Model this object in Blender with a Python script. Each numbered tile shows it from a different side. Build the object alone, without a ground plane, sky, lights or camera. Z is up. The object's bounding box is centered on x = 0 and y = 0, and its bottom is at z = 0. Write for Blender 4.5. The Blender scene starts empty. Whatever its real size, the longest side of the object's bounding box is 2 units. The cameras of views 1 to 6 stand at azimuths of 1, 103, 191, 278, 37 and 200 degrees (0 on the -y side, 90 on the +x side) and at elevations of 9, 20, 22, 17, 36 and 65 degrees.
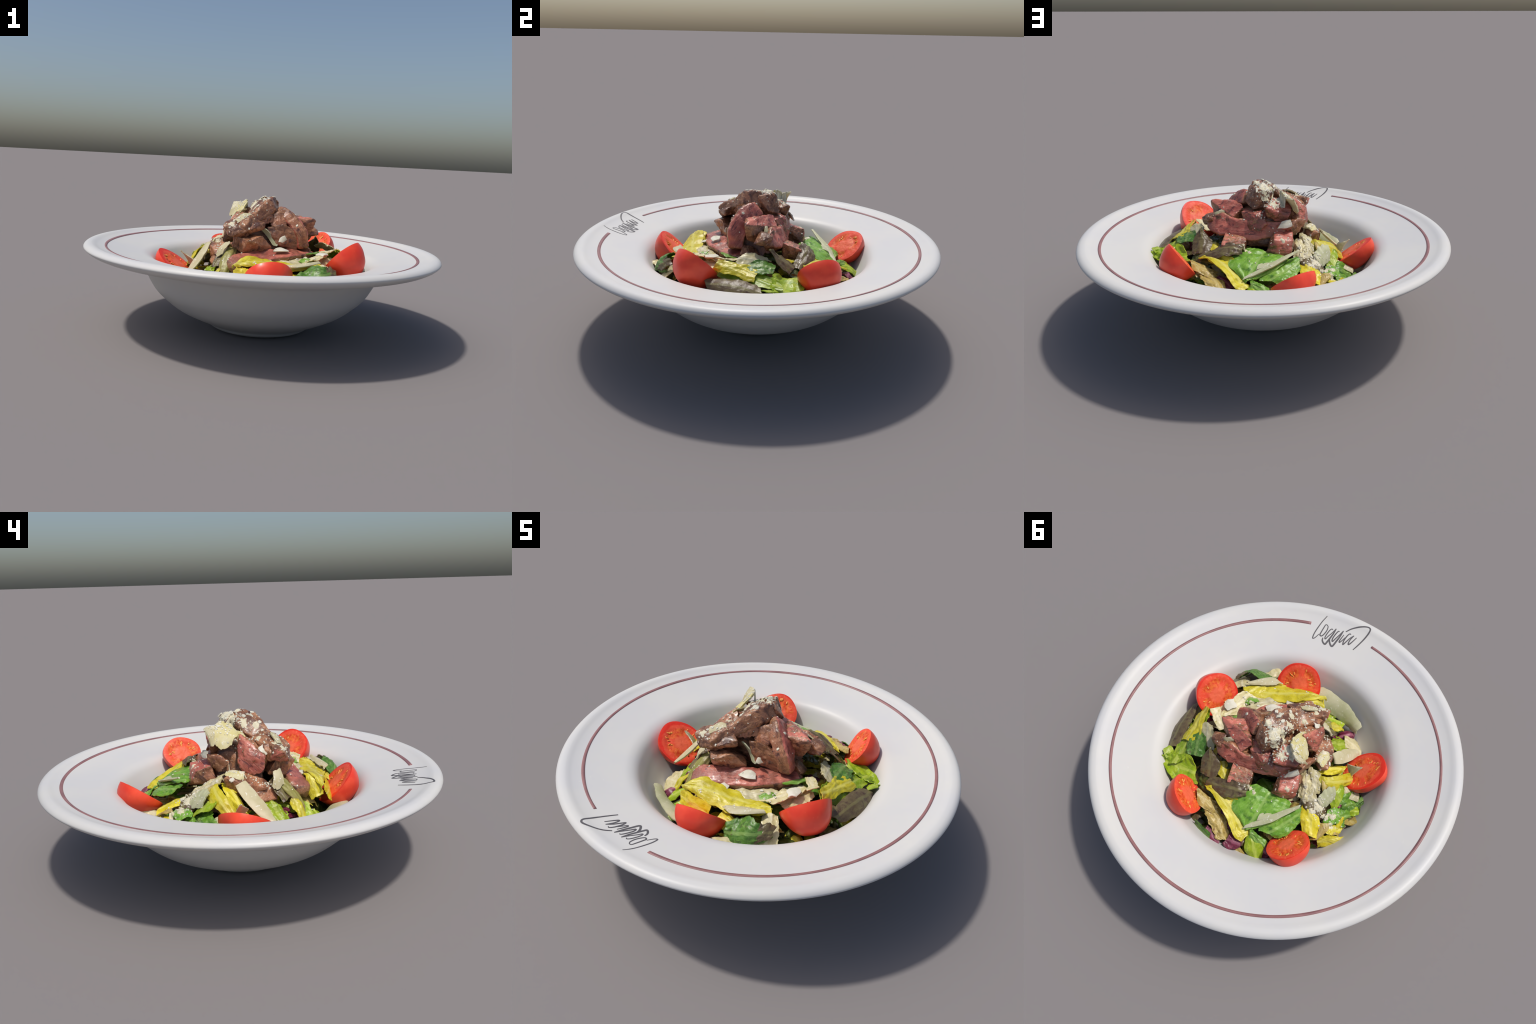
# A wide-rimmed soup plate heaped with leaf salad, seared beef, tomato halves and parmesan.
import bpy, bmesh, math
import numpy as np
from mathutils import Matrix, Vector, noise

RNG = np.random.default_rng(11)
COL = bpy.context.scene.collection


# ------------------------------------------------------------------ small maths
def V(p):
    return np.array(p, float)


def unit(v):
    v = np.asarray(v, float)
    return v / (np.linalg.norm(v, axis=-1, keepdims=True) + 1e-12)


def spline(pts, n):
    """Catmull-Rom through the control points, n samples."""
    P = np.asarray(pts, float)
    if len(P) == 2:
        t = np.linspace(0, 1, n)[:, None]
        return P[0] * (1 - t) + P[1] * t
    Q = np.vstack([2 * P[0] - P[1], P, 2 * P[-1] - P[-2]])
    t = np.linspace(0, len(P) - 1 - 1e-9, n)
    i = t.astype(int)
    f = (t - i)[:, None]
    a, b, c, d = Q[i], Q[i + 1], Q[i + 2], Q[i + 3]
    return 0.5 * (2 * b + (c - a) * f + (2 * a - 5 * b + 4 * c - d) * f ** 2 + (3 * b - a - 3 * c + d) * f ** 3)


def nz(P, scale, seed=0.0, octaves=3):
    out = np.empty(len(P))
    for k, p in enumerate(P):
        out[k] = noise.fractal(Vector((p[0] * scale + seed, p[1] * scale - seed * 1.7, p[2] * scale + seed * 0.6)), 1.0, 2.0, octaves)
    return out


def frame(origin, x, z):
    z = unit(z)
    x = unit(np.asarray(x, float) - z * np.dot(x, z))
    y = np.cross(z, x)
    M = np.eye(4)
    M[:3, 0], M[:3, 1], M[:3, 2], M[:3, 3] = x, y, z, origin
    return M


# ------------------------------------------------------------------ object building
def make(name, verts, faces, mats, M=None, parent=None, smooth=True, slots=None, local=False, sharp=None):
    """A mesh object whose local frame is M; verts are world points unless local."""
    verts = np.asarray(verts, float)
    if M is None:
        M = np.eye(4)
    if not local:
        Mi = np.linalg.inv(M)
        verts = verts @ Mi[:3, :3].T + Mi[:3, 3]
    me = bpy.data.meshes.new(name)
    me.from_pydata(verts.tolist(), [], [tuple(int(k) for k in f) for f in faces])
    if not isinstance(mats, (list, tuple)):
        mats = [mats]
    for m in mats:
        me.materials.append(m)
    if slots is not None:
        me.polygons.foreach_set("material_index", np.asarray(slots, dtype=np.int32))
    me.polygons.foreach_set("use_smooth", np.full(len(me.polygons), smooth))
    me.update()
    if sharp:
        me.set_sharp_from_angle(angle=math.radians(sharp))
    ob = bpy.data.objects.new(name, me)
    COL.objects.link(ob)
    if parent is None:
        ob.matrix_world = Matrix(M.tolist())
    else:
        ob.parent = parent
        ob.matrix_basis = Matrix((np.linalg.inv(np.array(parent.matrix_basis)) @ M).tolist())
    return ob


def empty(name, at=(0, 0, 0)):
    ob = bpy.data.objects.new(name, None)
    ob.location = at
    COL.objects.link(ob)
    return ob


def tag(ob, label, category):
    ob["label"] = label
    ob["category"] = category
    return ob


def grid_faces(nu, nv, close_v=False, off=0, flip=False):
    F = []
    m = nv if close_v else nv - 1
    for i in range(nu - 1):
        for j in range(m):
            q = (off + i * nv + j, off + i * nv + (j + 1) % nv, off + (i + 1) * nv + (j + 1) % nv, off + (i + 1) * nv + j)
            F.append(q[::-1] if flip else q)
    return F


# ------------------------------------------------------------------ materials
class Mat:
    def __init__(self, name):
        self.m = bpy.data.materials.new(name)
        self.m.use_nodes = True
        self.t = self.m.node_tree
        self.n = self.t.nodes
        self.bsdf = self.n["Principled BSDF"]
        self.out = self.n["Material Output"]
        self.tc = self.n.new("ShaderNodeTexCoord")

    def link(self, a, b):
        self.t.links.new(a, b)

    def set(self, **k):
        for key, v in k.items():
            self.bsdf.inputs[key.replace("_", " ")].default_value = v
        return self

    def mapping(self, scale=(1, 1, 1), src=None, loc=(0, 0, 0)):
        mp = self.n.new("ShaderNodeMapping")
        mp.inputs["Scale"].default_value = scale
        mp.inputs["Location"].default_value = loc
        self.link(src or self.tc.outputs["Object"], mp.inputs["Vector"])
        return mp.outputs["Vector"]

    def noise(self, scale, detail=3.0, rough=0.55, vec=None, dist=0.0, color=False):
        t = self.n.new("ShaderNodeTexNoise")
        t.inputs["Scale"].default_value = scale
        t.inputs["Detail"].default_value = detail
        t.inputs["Roughness"].default_value = rough
        t.inputs["Distortion"].default_value = dist
        self.link(vec or self.tc.outputs["Object"], t.inputs["Vector"])
        return t.outputs["Color" if color else "Fac"]

    def voronoi(self, scale, feature="F1", vec=None, out="Distance", rand=1.0):
        t = self.n.new("ShaderNodeTexVoronoi")
        t.feature = feature
        t.inputs["Scale"].default_value = scale
        t.inputs["Randomness"].default_value = rand
        self.link(vec or self.tc.outputs["Object"], t.inputs["Vector"])
        return t.outputs[out]

    def wave(self, scale, dist=2.0, detail=2.0, vec=None, direction="X", dscale=1.0):
        t = self.n.new("ShaderNodeTexWave")
        t.bands_direction = direction
        t.inputs["Scale"].default_value = scale
        t.inputs["Distortion"].default_value = dist
        t.inputs["Detail"].default_value = detail
        t.inputs["Detail Scale"].default_value = dscale
        self.link(vec or self.tc.outputs["Object"], t.inputs["Vector"])
        return t.outputs["Fac"]

    def ramp(self, fac, stops, color=False):
        r = self.n.new("ShaderNodeValToRGB")
        e = r.color_ramp.elements
        while len(e) < len(stops):
            e.new(0.5)
        for k, (p, c) in enumerate(stops):
            e[k].position = p
            if not hasattr(c, "__len__"):
                c = (c, c, c)
            e[k].color = (*c[:3], 1)
        self.link(fac, r.inputs["Fac"])
        return r.outputs["Color"]

    def mix(self, fac, a, b, mode="MIX"):
        x = self.n.new("ShaderNodeMix")
        x.data_type = "RGBA"
        x.blend_type = mode
        x.clamp_factor = True
        for sock, val in ((x.inputs[0], fac), (x.inputs[6], a), (x.inputs[7], b)):
            if hasattr(val, "links"):
                self.link(val, sock)
            elif hasattr(val, "__len__"):
                sock.default_value = (*val[:3], 1)
            else:
                sock.default_value = val
        return x.outputs[2]

    def math(self, op, a, b=None, c=None):
        x = self.n.new("ShaderNodeMath")
        x.operation = op
        for k, val in enumerate((a, b, c)):
            if val is None:
                continue
            if hasattr(val, "links"):
                self.link(val, x.inputs[k])
            else:
                x.inputs[k].default_value = val
        return x.outputs[0]

    def xyz(self, vec=None):
        s = self.n.new("ShaderNodeSeparateXYZ")
        self.link(vec or self.tc.outputs["Object"], s.inputs[0])
        return s.outputs

    def step(self, v, lo, hi):
        """0 below lo, 1 above hi (lo > hi turns it round)."""
        m = self.n.new("ShaderNodeMapRange")
        m.interpolation_type = "SMOOTHSTEP"
        m.clamp = True
        if lo < hi:
            vals = (lo, hi, 0.0, 1.0)
        else:
            vals = (hi, lo, 1.0, 0.0)
        for k, q in enumerate(vals):
            m.inputs[k + 1].default_value = q
        self.link(v, m.inputs[0])
        return m.outputs[0]

    def rand(self):
        o = self.n.new("ShaderNodeObjectInfo")
        return o.outputs["Random"]

    def vary(self, c, lo, span):
        """Each repeat a little lighter or darker."""
        v = self.n.new("ShaderNodeHueSaturation")
        self.link(c, v.inputs["Color"])
        self.link(self.math("ADD", lo, self.math("MULTIPLY", self.rand(), span)), v.inputs["Value"])
        return v.outputs["Color"]

    def bump(self, height, strength=0.3, dist=0.01):
        b = self.n.new("ShaderNodeBump")
        b.inputs["Strength"].default_value = strength
        b.inputs["Distance"].default_value = dist
        self.link(height, b.inputs["Height"])
        self.link(b.outputs["Normal"], self.bsdf.inputs["Normal"])
        return self

    def base(self, c):
        if hasattr(c, "links"):
            self.link(c, self.bsdf.inputs["Base Color"])
        else:
            self.bsdf.inputs["Base Color"].default_value = (*c[:3], 1)
        self.color = c
        return self

    def translucent(self, amount):
        t = self.n.new("ShaderNodeBsdfTranslucent")
        if hasattr(self.color, "links"):
            self.link(self.color, t.inputs["Color"])
        else:
            t.inputs["Color"].default_value = (*self.color[:3], 1)
        x = self.n.new("ShaderNodeMixShader")
        x.inputs[0].default_value = amount
        self.link(self.bsdf.outputs[0], x.inputs[1])
        self.link(t.outputs[0], x.inputs[2])
        self.link(x.outputs[0], self.out.inputs["Surface"])
        return self


def srgb(r, g, b):
    f = lambda c: (c / 255 / 12.92) if c / 255 <= 0.04045 else ((c / 255 + 0.055) / 1.055) ** 2.4
    return (f(r), f(g), f(b))


def porcelain():
    m = Mat("glazed_porcelain")
    n = m.noise(2.2, 4, 0.6)
    c = m.mix(m.step(n, 0.35, 0.7), srgb(206, 204, 199), srgb(201, 200, 199))
    fleck = m.step(m.noise(38, 2, 0.5), 0.70, 0.76)
    smear = m.math("MULTIPLY", m.step(m.noise(5, 3, 0.6), 0.55, 0.7), fleck)
    c = m.mix(m.math("MULTIPLY", smear, 0.5), c, srgb(222, 220, 214))
    m.base(c).set(Roughness=0.42, Specular_IOR_Level=0.3)
    m.bump(m.noise(60, 2, 0.5), 0.04, 0.002)
    return m.m


def rim_red():
    m = Mat("rim_line_red")
    n = m.noise(9, 4, 0.6)
    c = m.mix(m.step(n, 0.3, 0.7), srgb(132, 92, 92), srgb(152, 108, 106))
    m.base(c).set(Roughness=0.45)
    return m.m


def ink():
    m = Mat("ink_grey")
    m.base(m.mix(m.noise(30, 3, 0.5), srgb(70, 68, 70), srgb(98, 94, 96))).set(Roughness=0.5)
    return m.m


def tomato_skin():
    m = Mat("tomato_skin")
    n = m.noise(9, 4, 0.55)
    c = m.mix(m.step(n, 0.3, 0.72), srgb(222, 58, 36), srgb(238, 80, 48))
    speck = m.step(m.noise(120, 2, 0.5), 0.68, 0.74)
    c = m.mix(m.math("MULTIPLY", speck, 0.25), c, srgb(244, 120, 84))
    m.base(c).set(Roughness=0.38, Specular_IOR_Level=0.4, Coat_Weight=0.15, Coat_Roughness=0.25)
    m.bump(m.noise(24, 3, 0.5), 0.08, 0.004)
    return m.m


def tomato_flesh():
    """Cut face in its local xy plane (unit radius about 0.12): wall, seed chambers, pale core."""
    m = Mat("tomato_flesh")
    x, y, _ = m.xyz()
    wob = m.math("MULTIPLY", m.math("SUBTRACT", m.noise(22, 3, 0.6), 0.5), 0.03)
    r = m.math("ADD", m.math("SQRT", m.math("ADD", m.math("MULTIPLY", x, x), m.math("MULTIPLY", y, y))), wob)
    ang = m.math("ARCTAN2", y, x)
    # septa between three chambers
    sept = m.math("ABSOLUTE", m.math("SINE", m.math("ADD", m.math("MULTIPLY", ang, 1.5), m.math("MULTIPLY", m.rand(), 3.0))))
    chamber = m.math("MULTIPLY", m.step(sept, 0.22, 0.5), m.math("MULTIPLY", m.step(r, 0.038, 0.052), m.step(r, 0.096, 0.082)))
    wall = m.mix(m.noise(34, 4, 0.6), srgb(226, 62, 38), srgb(236, 92, 62))
    core = m.mix(m.noise(45, 4, 0.65), srgb(240, 118, 78), srgb(228, 84, 58))
    c = m.mix(m.step(r, 0.058, 0.03), wall, core)
    gel = m.mix(m.step(m.noise(60, 3, 0.6), 0.35, 0.62), srgb(206, 52, 22), srgb(228, 112, 44))
    c = m.mix(m.math("MULTIPLY", chamber, 0.85), c, gel)
    # radial fibres
    comb = m.n.new("ShaderNodeCombineXYZ")
    m.link(m.math("MULTIPLY", ang, 0.35), comb.inputs[0])
    m.link(m.math("MULTIPLY", r, 1.5), comb.inputs[1])
    fib = m.noise(26, 4, 0.6, vec=comb.outputs[0])
    c = m.mix(m.math("MULTIPLY", m.step(fib, 0.52, 0.72), 0.35), c, srgb(250, 150, 112))
    c = m.mix(m.step(r, 0.108, 0.118), c, srgb(222, 48, 30))
    m.base(c).set(Roughness=0.5, Specular_IOR_Level=0.35)
    m.bump(m.mix(0.5, m.noise(50, 4, 0.6), fib), 0.3, 0.006)
    return m.m


def tomato_seed():
    m = Mat("tomato_seed")
    m.base(m.mix(m.noise(60, 2), srgb(224, 132, 52), srgb(236, 166, 84))).set(Roughness=0.35)
    return m.m


def beef_crust():
    m = Mat("seared_crust")
    n1 = m.noise(8, 4, 0.6)
    fib = m.noise(20, 5, 0.65, vec=m.mapping((0.8, 2.6, 2.6)), dist=0.6)
    c = m.mix(m.step(n1, 0.36, 0.62), srgb(90, 54, 36), srgb(160, 110, 78))
    c = m.mix(m.math("MULTIPLY", m.step(fib, 0.45, 0.66), 0.5), c, srgb(196, 148, 110))
    pink = m.step(m.noise(6, 3, 0.5, vec=m.mapping(loc=(3, 1, 2))), 0.56, 0.68)
    c = m.mix(m.math("MULTIPLY", pink, 0.25), c, srgb(168, 98, 76))
    # dark sear marks, juice in the cracks
    dark = m.step(m.noise(9, 5, 0.6, dist=1.2), 0.54, 0.64)
    c = m.mix(m.math("MULTIPLY", dark, 0.85), c, srgb(66, 38, 34))
    crack = m.step(m.noise(14, 3, 0.5, vec=m.mapping((1, 2.5, 2.5), loc=(7, 7, 1)), dist=1.5), 0.52, 0.50)
    crack = m.math("MULTIPLY", crack, m.step(m.noise(14, 3, 0.5, vec=m.mapping((1, 2.5, 2.5), loc=(7, 7, 1)), dist=1.5), 0.475, 0.49))
    c = m.mix(m.math("MULTIPLY", crack, 0.65), c, srgb(60, 32, 34))
    fat = m.math("MULTIPLY", m.step(m.noise(48, 3, 0.55), 0.66, 0.72), m.step(n1, 0.5, 0.6))
    c = m.mix(m.math("MULTIPLY", fat, 0.7), c, srgb(228, 206, 186))
    m.base(m.vary(c, 0.84, 0.36)).set(Roughness=0.36, Specular_IOR_Level=0.5, Coat_Weight=0.2, Coat_Roughness=0.22)
    m.bump(m.mix(0.5, m.noise(26, 4, 0.6), fib), 0.7, 0.012)
    return m.m


def beef_pink():
    m = Mat("rare_cut")
    fib = m.noise(16, 5, 0.68, vec=m.mapping((0.7, 4, 4)), dist=0.5)
    n1 = m.noise(9, 4, 0.6)
    c = m.mix(m.step(n1, 0.34, 0.66), srgb(148, 74, 62), srgb(206, 118, 98))
    c = m.mix(m.math("MULTIPLY", m.step(fib, 0.48, 0.66), 0.5), c, srgb(216, 150, 126))
    c = m.mix(m.math("MULTIPLY", m.step(m.noise(7, 5, 0.62, vec=m.mapping(loc=(5, 2, 1))), 0.46, 0.58), 0.8), c, srgb(136, 86, 70))
    vein = m.step(m.noise(12, 5, 0.62, vec=m.mapping((1, 3.0, 3.0), loc=(1, 7, 3)), dist=1.0), 0.57, 0.63)
    c = m.mix(m.math("MULTIPLY", vein, 0.75), c, srgb(92, 46, 46))
    m.base(m.vary(c, 0.82, 0.34)).set(Roughness=0.36, Specular_IOR_Level=0.5, Coat_Weight=0.2, Coat_Roughness=0.22)
    m.bump(m.mix(0.5, fib, m.noise(28, 4, 0.6)), 0.7, 0.012)
    return m.m


def leaf_mat(name, a, b, vein, dark=None, vein_w=0.006, side=1.0, spots=None, trans=0.22, edge=None):
    """Leaf in its local frame: midrib along x at y = 0, slanted side veins."""
    m = Mat(name)
    x, y, _ = m.xyz()
    ay = m.math("ABSOLUTE", m.math("ADD", y, m.math("MULTIPLY", m.math("SUBTRACT", m.noise(9, 2), 0.5), 0.03)))
    n = m.noise(14, 5, 0.6)
    c = m.mix(m.step(n, 0.3, 0.7), a, b)
    if dark:
        c = m.mix(m.math("MULTIPLY", m.step(m.noise(20, 4, 0.65, dist=0.6), 0.5, 0.66), 0.8), c, dark)
    cell = m.step(m.voronoi(34, "DISTANCE_TO_EDGE"), 0.09, 0.0)
    c = m.mix(m.math("MULTIPLY", cell, 0.14 * side), c, vein)
    comb = m.n.new("ShaderNodeCombineXYZ")
    m.link(m.math("SUBTRACT", x, m.math("MULTIPLY", ay, 0.9)), comb.inputs[0])
    m.link(m.math("MULTIPLY", m.noise(12, 3), 0.05), comb.inputs[1])
    sv = m.step(m.wave(8, 7.0, 3, vec=comb.outputs[0], dscale=4.0), 0.86, 1.0)
    patchy = m.step(m.noise(10, 3, 0.6, vec=m.mapping(loc=(9, 3, 5))), 0.42, 0.62)
    c = m.mix(m.math("MULTIPLY", m.math("MULTIPLY", sv, patchy), 0.28 * side), c, vein)
    fold = m.noise(9, 6, 0.7, vec=m.mapping((1, 4.5, 2), loc=(2, 2, 8)), dist=0.5)
    c = m.mix(m.math("MULTIPLY", m.step(fold, 0.5, 0.66), 0.5), c, vein)
    c = m.mix(m.math("MULTIPLY", m.step(fold, 0.42, 0.30), 0.5), c, dark or a)
    rib = m.step(ay, vein_w * 1.6, vein_w * 0.5)
    c = m.mix(m.math("MULTIPLY", rib, 0.6), c, vein)
    if spots:
        s = m.step(m.noise(26, 4, 0.6, vec=m.mapping(loc=(4, 4, 4))), 0.6, 0.68)
        c = m.mix(m.math("MULTIPLY", s, 0.7), c, spots)
    m.base(m.vary(c, 0.86, 0.28)).set(Roughness=0.32, Specular_IOR_Level=0.5)
    m.bump(m.mix(0.6, m.noise(30, 4, 0.6), fold), 0.6, 0.008)
    m.translucent(trans)
    return m.m


def parmesan_mat(name="parmesan", a=srgb(198, 188, 146), b=srgb(214, 206, 172), spot=srgb(240, 238, 226)):
    m = Mat(name)
    c = m.mix(m.step(m.noise(12, 4, 0.6), 0.3, 0.7), a, b)
    c = m.mix(m.math("MULTIPLY", m.step(m.noise(75, 2, 0.5), 0.64, 0.7), 0.7), c, spot)
    m.base(c).set(Roughness=0.5, Specular_IOR_Level=0.4)
    m.bump(m.noise(40, 3, 0.6), 0.2, 0.004)
    m.translucent(0.18)
    return m.m


PORC, RED, INK = porcelain(), rim_red(), ink()
SKIN, FLESH, SEED = tomato_skin(), tomato_flesh(), tomato_seed()
CRUST, PINK = beef_crust(), beef_pink()
LEAF = {
    "green": leaf_mat("leaf_green", srgb(96, 150, 42), srgb(134, 182, 62), srgb(168, 200, 108), dark=srgb(54, 106, 34)),
    "deep": leaf_mat("leaf_deep_green", srgb(62, 106, 34), srgb(98, 144, 54), srgb(150, 180, 100), dark=srgb(46, 62, 30), spots=srgb(96, 82, 60)),
    "lime": leaf_mat("leaf_lime", srgb(142, 172, 22), srgb(176, 196, 44), srgb(206, 216, 104), dark=srgb(110, 150, 20)),
    "yellow": leaf_mat("leaf_yellow", srgb(216, 200, 22), srgb(232, 218, 62), srgb(238, 230, 122), dark=srgb(188, 172, 18)),
    "cream": leaf_mat("leaf_cream", srgb(212, 200, 146), srgb(228, 218, 178), srgb(236, 228, 198), dark=srgb(196, 184, 110)),
    "purple": leaf_mat("leaf_purple", srgb(96, 76, 58), srgb(124, 110, 76), srgb(146, 138, 90), dark=srgb(78, 50, 50), spots=srgb(124, 126, 60)),
    "tan": leaf_mat("leaf_tan", srgb(184, 156, 72), srgb(206, 182, 104), srgb(222, 204, 140), dark=srgb(146, 122, 58), spots=srgb(150, 98, 70)),
    "radicchio": leaf_mat("leaf_radicchio", srgb(96, 22, 48), srgb(128, 36, 70), srgb(190, 120, 140), dark=srgb(70, 14, 36), side=0.5),
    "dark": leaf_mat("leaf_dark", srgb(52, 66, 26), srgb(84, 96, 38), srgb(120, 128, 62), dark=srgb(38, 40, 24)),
    "stalk": leaf_mat("leaf_stalk", srgb(150, 146, 70), srgb(170, 164, 92), srgb(190, 182, 120), dark=srgb(142, 112, 84), vein_w=0.002, side=0.4),
}
PARM = parmesan_mat()
PARM_Y = parmesan_mat("parmesan_yellow", srgb(212, 200, 132), srgb(222, 214, 172))
PARM_W = parmesan_mat("parmesan_white", srgb(216, 212, 190), srgb(234, 230, 214))
CREAM = parmesan_mat("cheese_cream", srgb(218, 210, 176), srgb(230, 222, 194))
PARM_G = parmesan_mat("parmesan_rind", srgb(194, 196, 152), srgb(212, 210, 176))


# ------------------------------------------------------------------ plate
# radius, height of the upper side from the well outwards, then back under the rim to the foot
RIM_TOP = [(0.0, 0.085), (0.25, 0.09), (0.38, 0.115), (0.45, 0.163), (0.515, 0.232), (0.563, 0.303), (0.597, 0.363),
           (0.625, 0.404), (0.662, 0.4255), (0.72, 0.4365), (0.80, 0.450), (0.88, 0.465), (0.92, 0.475), (0.945, 0.484), (0.96, 0.487),
           (0.978, 0.4855), (0.992, 0.4785)]
RIM_UNDER = [(1.0, 0.467), (0.995, 0.456), (0.975, 0.441), (0.945, 0.4275), (0.90, 0.4165), (0.80, 0.398), (0.72, 0.384), (0.685, 0.366),
             (0.664, 0.33), (0.612, 0.238), (0.555, 0.179), (0.485, 0.124), (0.40, 0.08), (0.34, 0.054), (0.308, 0.037),
             (0.286, 0.02), (0.262, 0.008), (0.235, 0.004), (0.2, 0.007), (0.0, 0.012)]


def rim_height(r):
    P = V(RIM_TOP)
    return np.interp(r, P[:, 0], P[:, 1])


def plate():
    ctrl = V(RIM_TOP + RIM_UNDER)
    prof = spline(ctrl, 260)
    prof[:, 0] = np.maximum(prof[:, 0], 0.0)
    prof[:, 1] = np.maximum(prof[:, 1], 0.0)
    prof = prof[1:-1]
    nt = 192
    th = np.linspace(0, 2 * np.pi, nt, endpoint=False)
    verts = np.stack([prof[:, None, 0] * np.cos(th), prof[:, None, 0] * np.sin(th), np.repeat(prof[:, 1:2], nt, 1)], -1).reshape(-1, 3)
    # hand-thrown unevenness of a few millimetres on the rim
    faces = grid_faces(len(prof), nt, True)
    n = len(verts)
    verts = np.vstack([verts, [(0, 0, RIM_TOP[0][1]), (0, 0, RIM_UNDER[-1][1])]])
    faces += [(n, (j + 1) % nt, j) for j in range(nt)]
    o = (len(prof) - 1) * nt
    faces += [(n + 1, o + j, o + (j + 1) % nt) for j in range(nt)]
    faces = [f[::-1] for f in faces]
    root = tag(make("soup_plate", verts, faces, PORC), "white wide-rimmed porcelain plate with thin red line", "plate")

    # red line around the rim, open where the lettering stands
    a0, a1 = math.radians(-82.8), math.radians(360 - 108.2)
    na = 360
    R0, W, cx, cy = 0.881, 0.0088, -0.003, 0.011
    vs, fs = [], []
    for k, a in enumerate(np.linspace(a0, a1, na)):
        w = W * (0.85 + 0.25 * noise.noise(Vector((3 * math.cos(a), 3 * math.sin(a), 0.3))))
        for r, dz in ((R0 - w, -0.002), (R0 - w, 0.0016), (R0, 0.002), (R0 + w, 0.0016), (R0 + w, -0.002)):
            x, y = r * math.cos(a) + cx, r * math.sin(a) + cy
            vs.append((x, y, rim_height(math.hypot(x, y)) + dz))
    fs = [f[::-1] for f in grid_faces(na, 5)]
    fs += [(0, 1, 2, 3, 4), tuple(range((na - 1) * 5 + 4, (na - 1) * 5 - 1, -1))]
    make("rim_line", vs, fs, RED, parent=root)

    # handwritten word in the gap: strokes in millimetres, x along the rim, y outwards; last value is pen width
    strokes = [
        ([(121, 49), (133, 10), (141, -36), (145, -78), (143, -106), (138, -113), (129, -103), (118, -73)], 4.2),
        ([(94, -1), (106, -3), (109, -23), (111, -56), (111, -75), (100, -79), (91, -64), (85, -35), (88, -10), (98, -1)], 4.4),
        ([(54, -16), (62, -13), (70, -27), (76, -59), (76, -79), (70, -86), (62, -64), (50, -35), (39, -1)], 4.2),
        ([(39, -1), (41, -36), (47, -70), (53, -101), (58, -118), (72, -113), (83, -101), (87, -85)], 6.4),
        ([(13, -11), (20, -11), (27, -31), (32, -62), (30, -79), (24, -83), (16, -60), (4, -28), (-6, 3)], 4.6),
        ([(-6, 3), (-2, -37), (5, -75), (14, -113), (31, -105), (43, -88), (46, -77)], 6.6),
        ([(-19, -19), (-14, -45), (-11, -66), (-15, -73), (-23, -59), (-33, -32)], 4.2),
        ([(-57, -2), (-48, 0), (-39, -19), (-34, -53), (-37, -74), (-41, -76), (-51, -49), (-62, -23), (-76, -1)], 4.6),
        ([(-76, -1), (-66, -34), (-65, -57), (-70, -65), (-80, -47), (-95, -8)], 4.6),
        ([(-21, 3), (-43, 30), (-74, 53), (-108, 70), (-134, 76), (-148, 67), (-149, 44), (-139, 1), (-123, -46), (-107, -86)], 5.6),
    ]
    phi = math.radians(-95.5)
    er, et = V((math.cos(phi), math.sin(phi))), V((-math.sin(phi), math.cos(phi)))
    vs, fs = [], []
    for si, (pts, w) in enumerate(strokes):
        P = spline(V(pts) / 1000, 60)
        T = unit(np.gradient(P, axis=0))
        Nn = np.stack([-T[:, 1], T[:, 0]], 1)
        s = np.linspace(0, 1, len(P))
        ww = w / 1450 * (0.45 + 0.75 * np.sin(np.pi * np.clip(s * 0.9 + 0.05, 0, 1)) ** 0.6)
        base = len(vs)
        for k in range(len(P)):
            for side, dz in ((-1, -0.002), (-1, 0.0005), (1, 0.0005), (1, -0.002)):
                q = P[k] + Nn[k] * ww[k] * side
                xy = et * q[0] + er * (0.878 + q[1])
                vs.append((xy[0], xy[1], rim_height(np.hypot(*xy)) + dz + si * 0.00007))
        fs += grid_faces(len(P), 4, True, base)
        e = base + (len(P) - 1) * 4
        fs += [(base, base + 1, base + 2, base + 3), (e + 3, e + 2, e + 1, e)]
    make("lettering", vs, fs, INK, parent=root, smooth=False)
    return root


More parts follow.
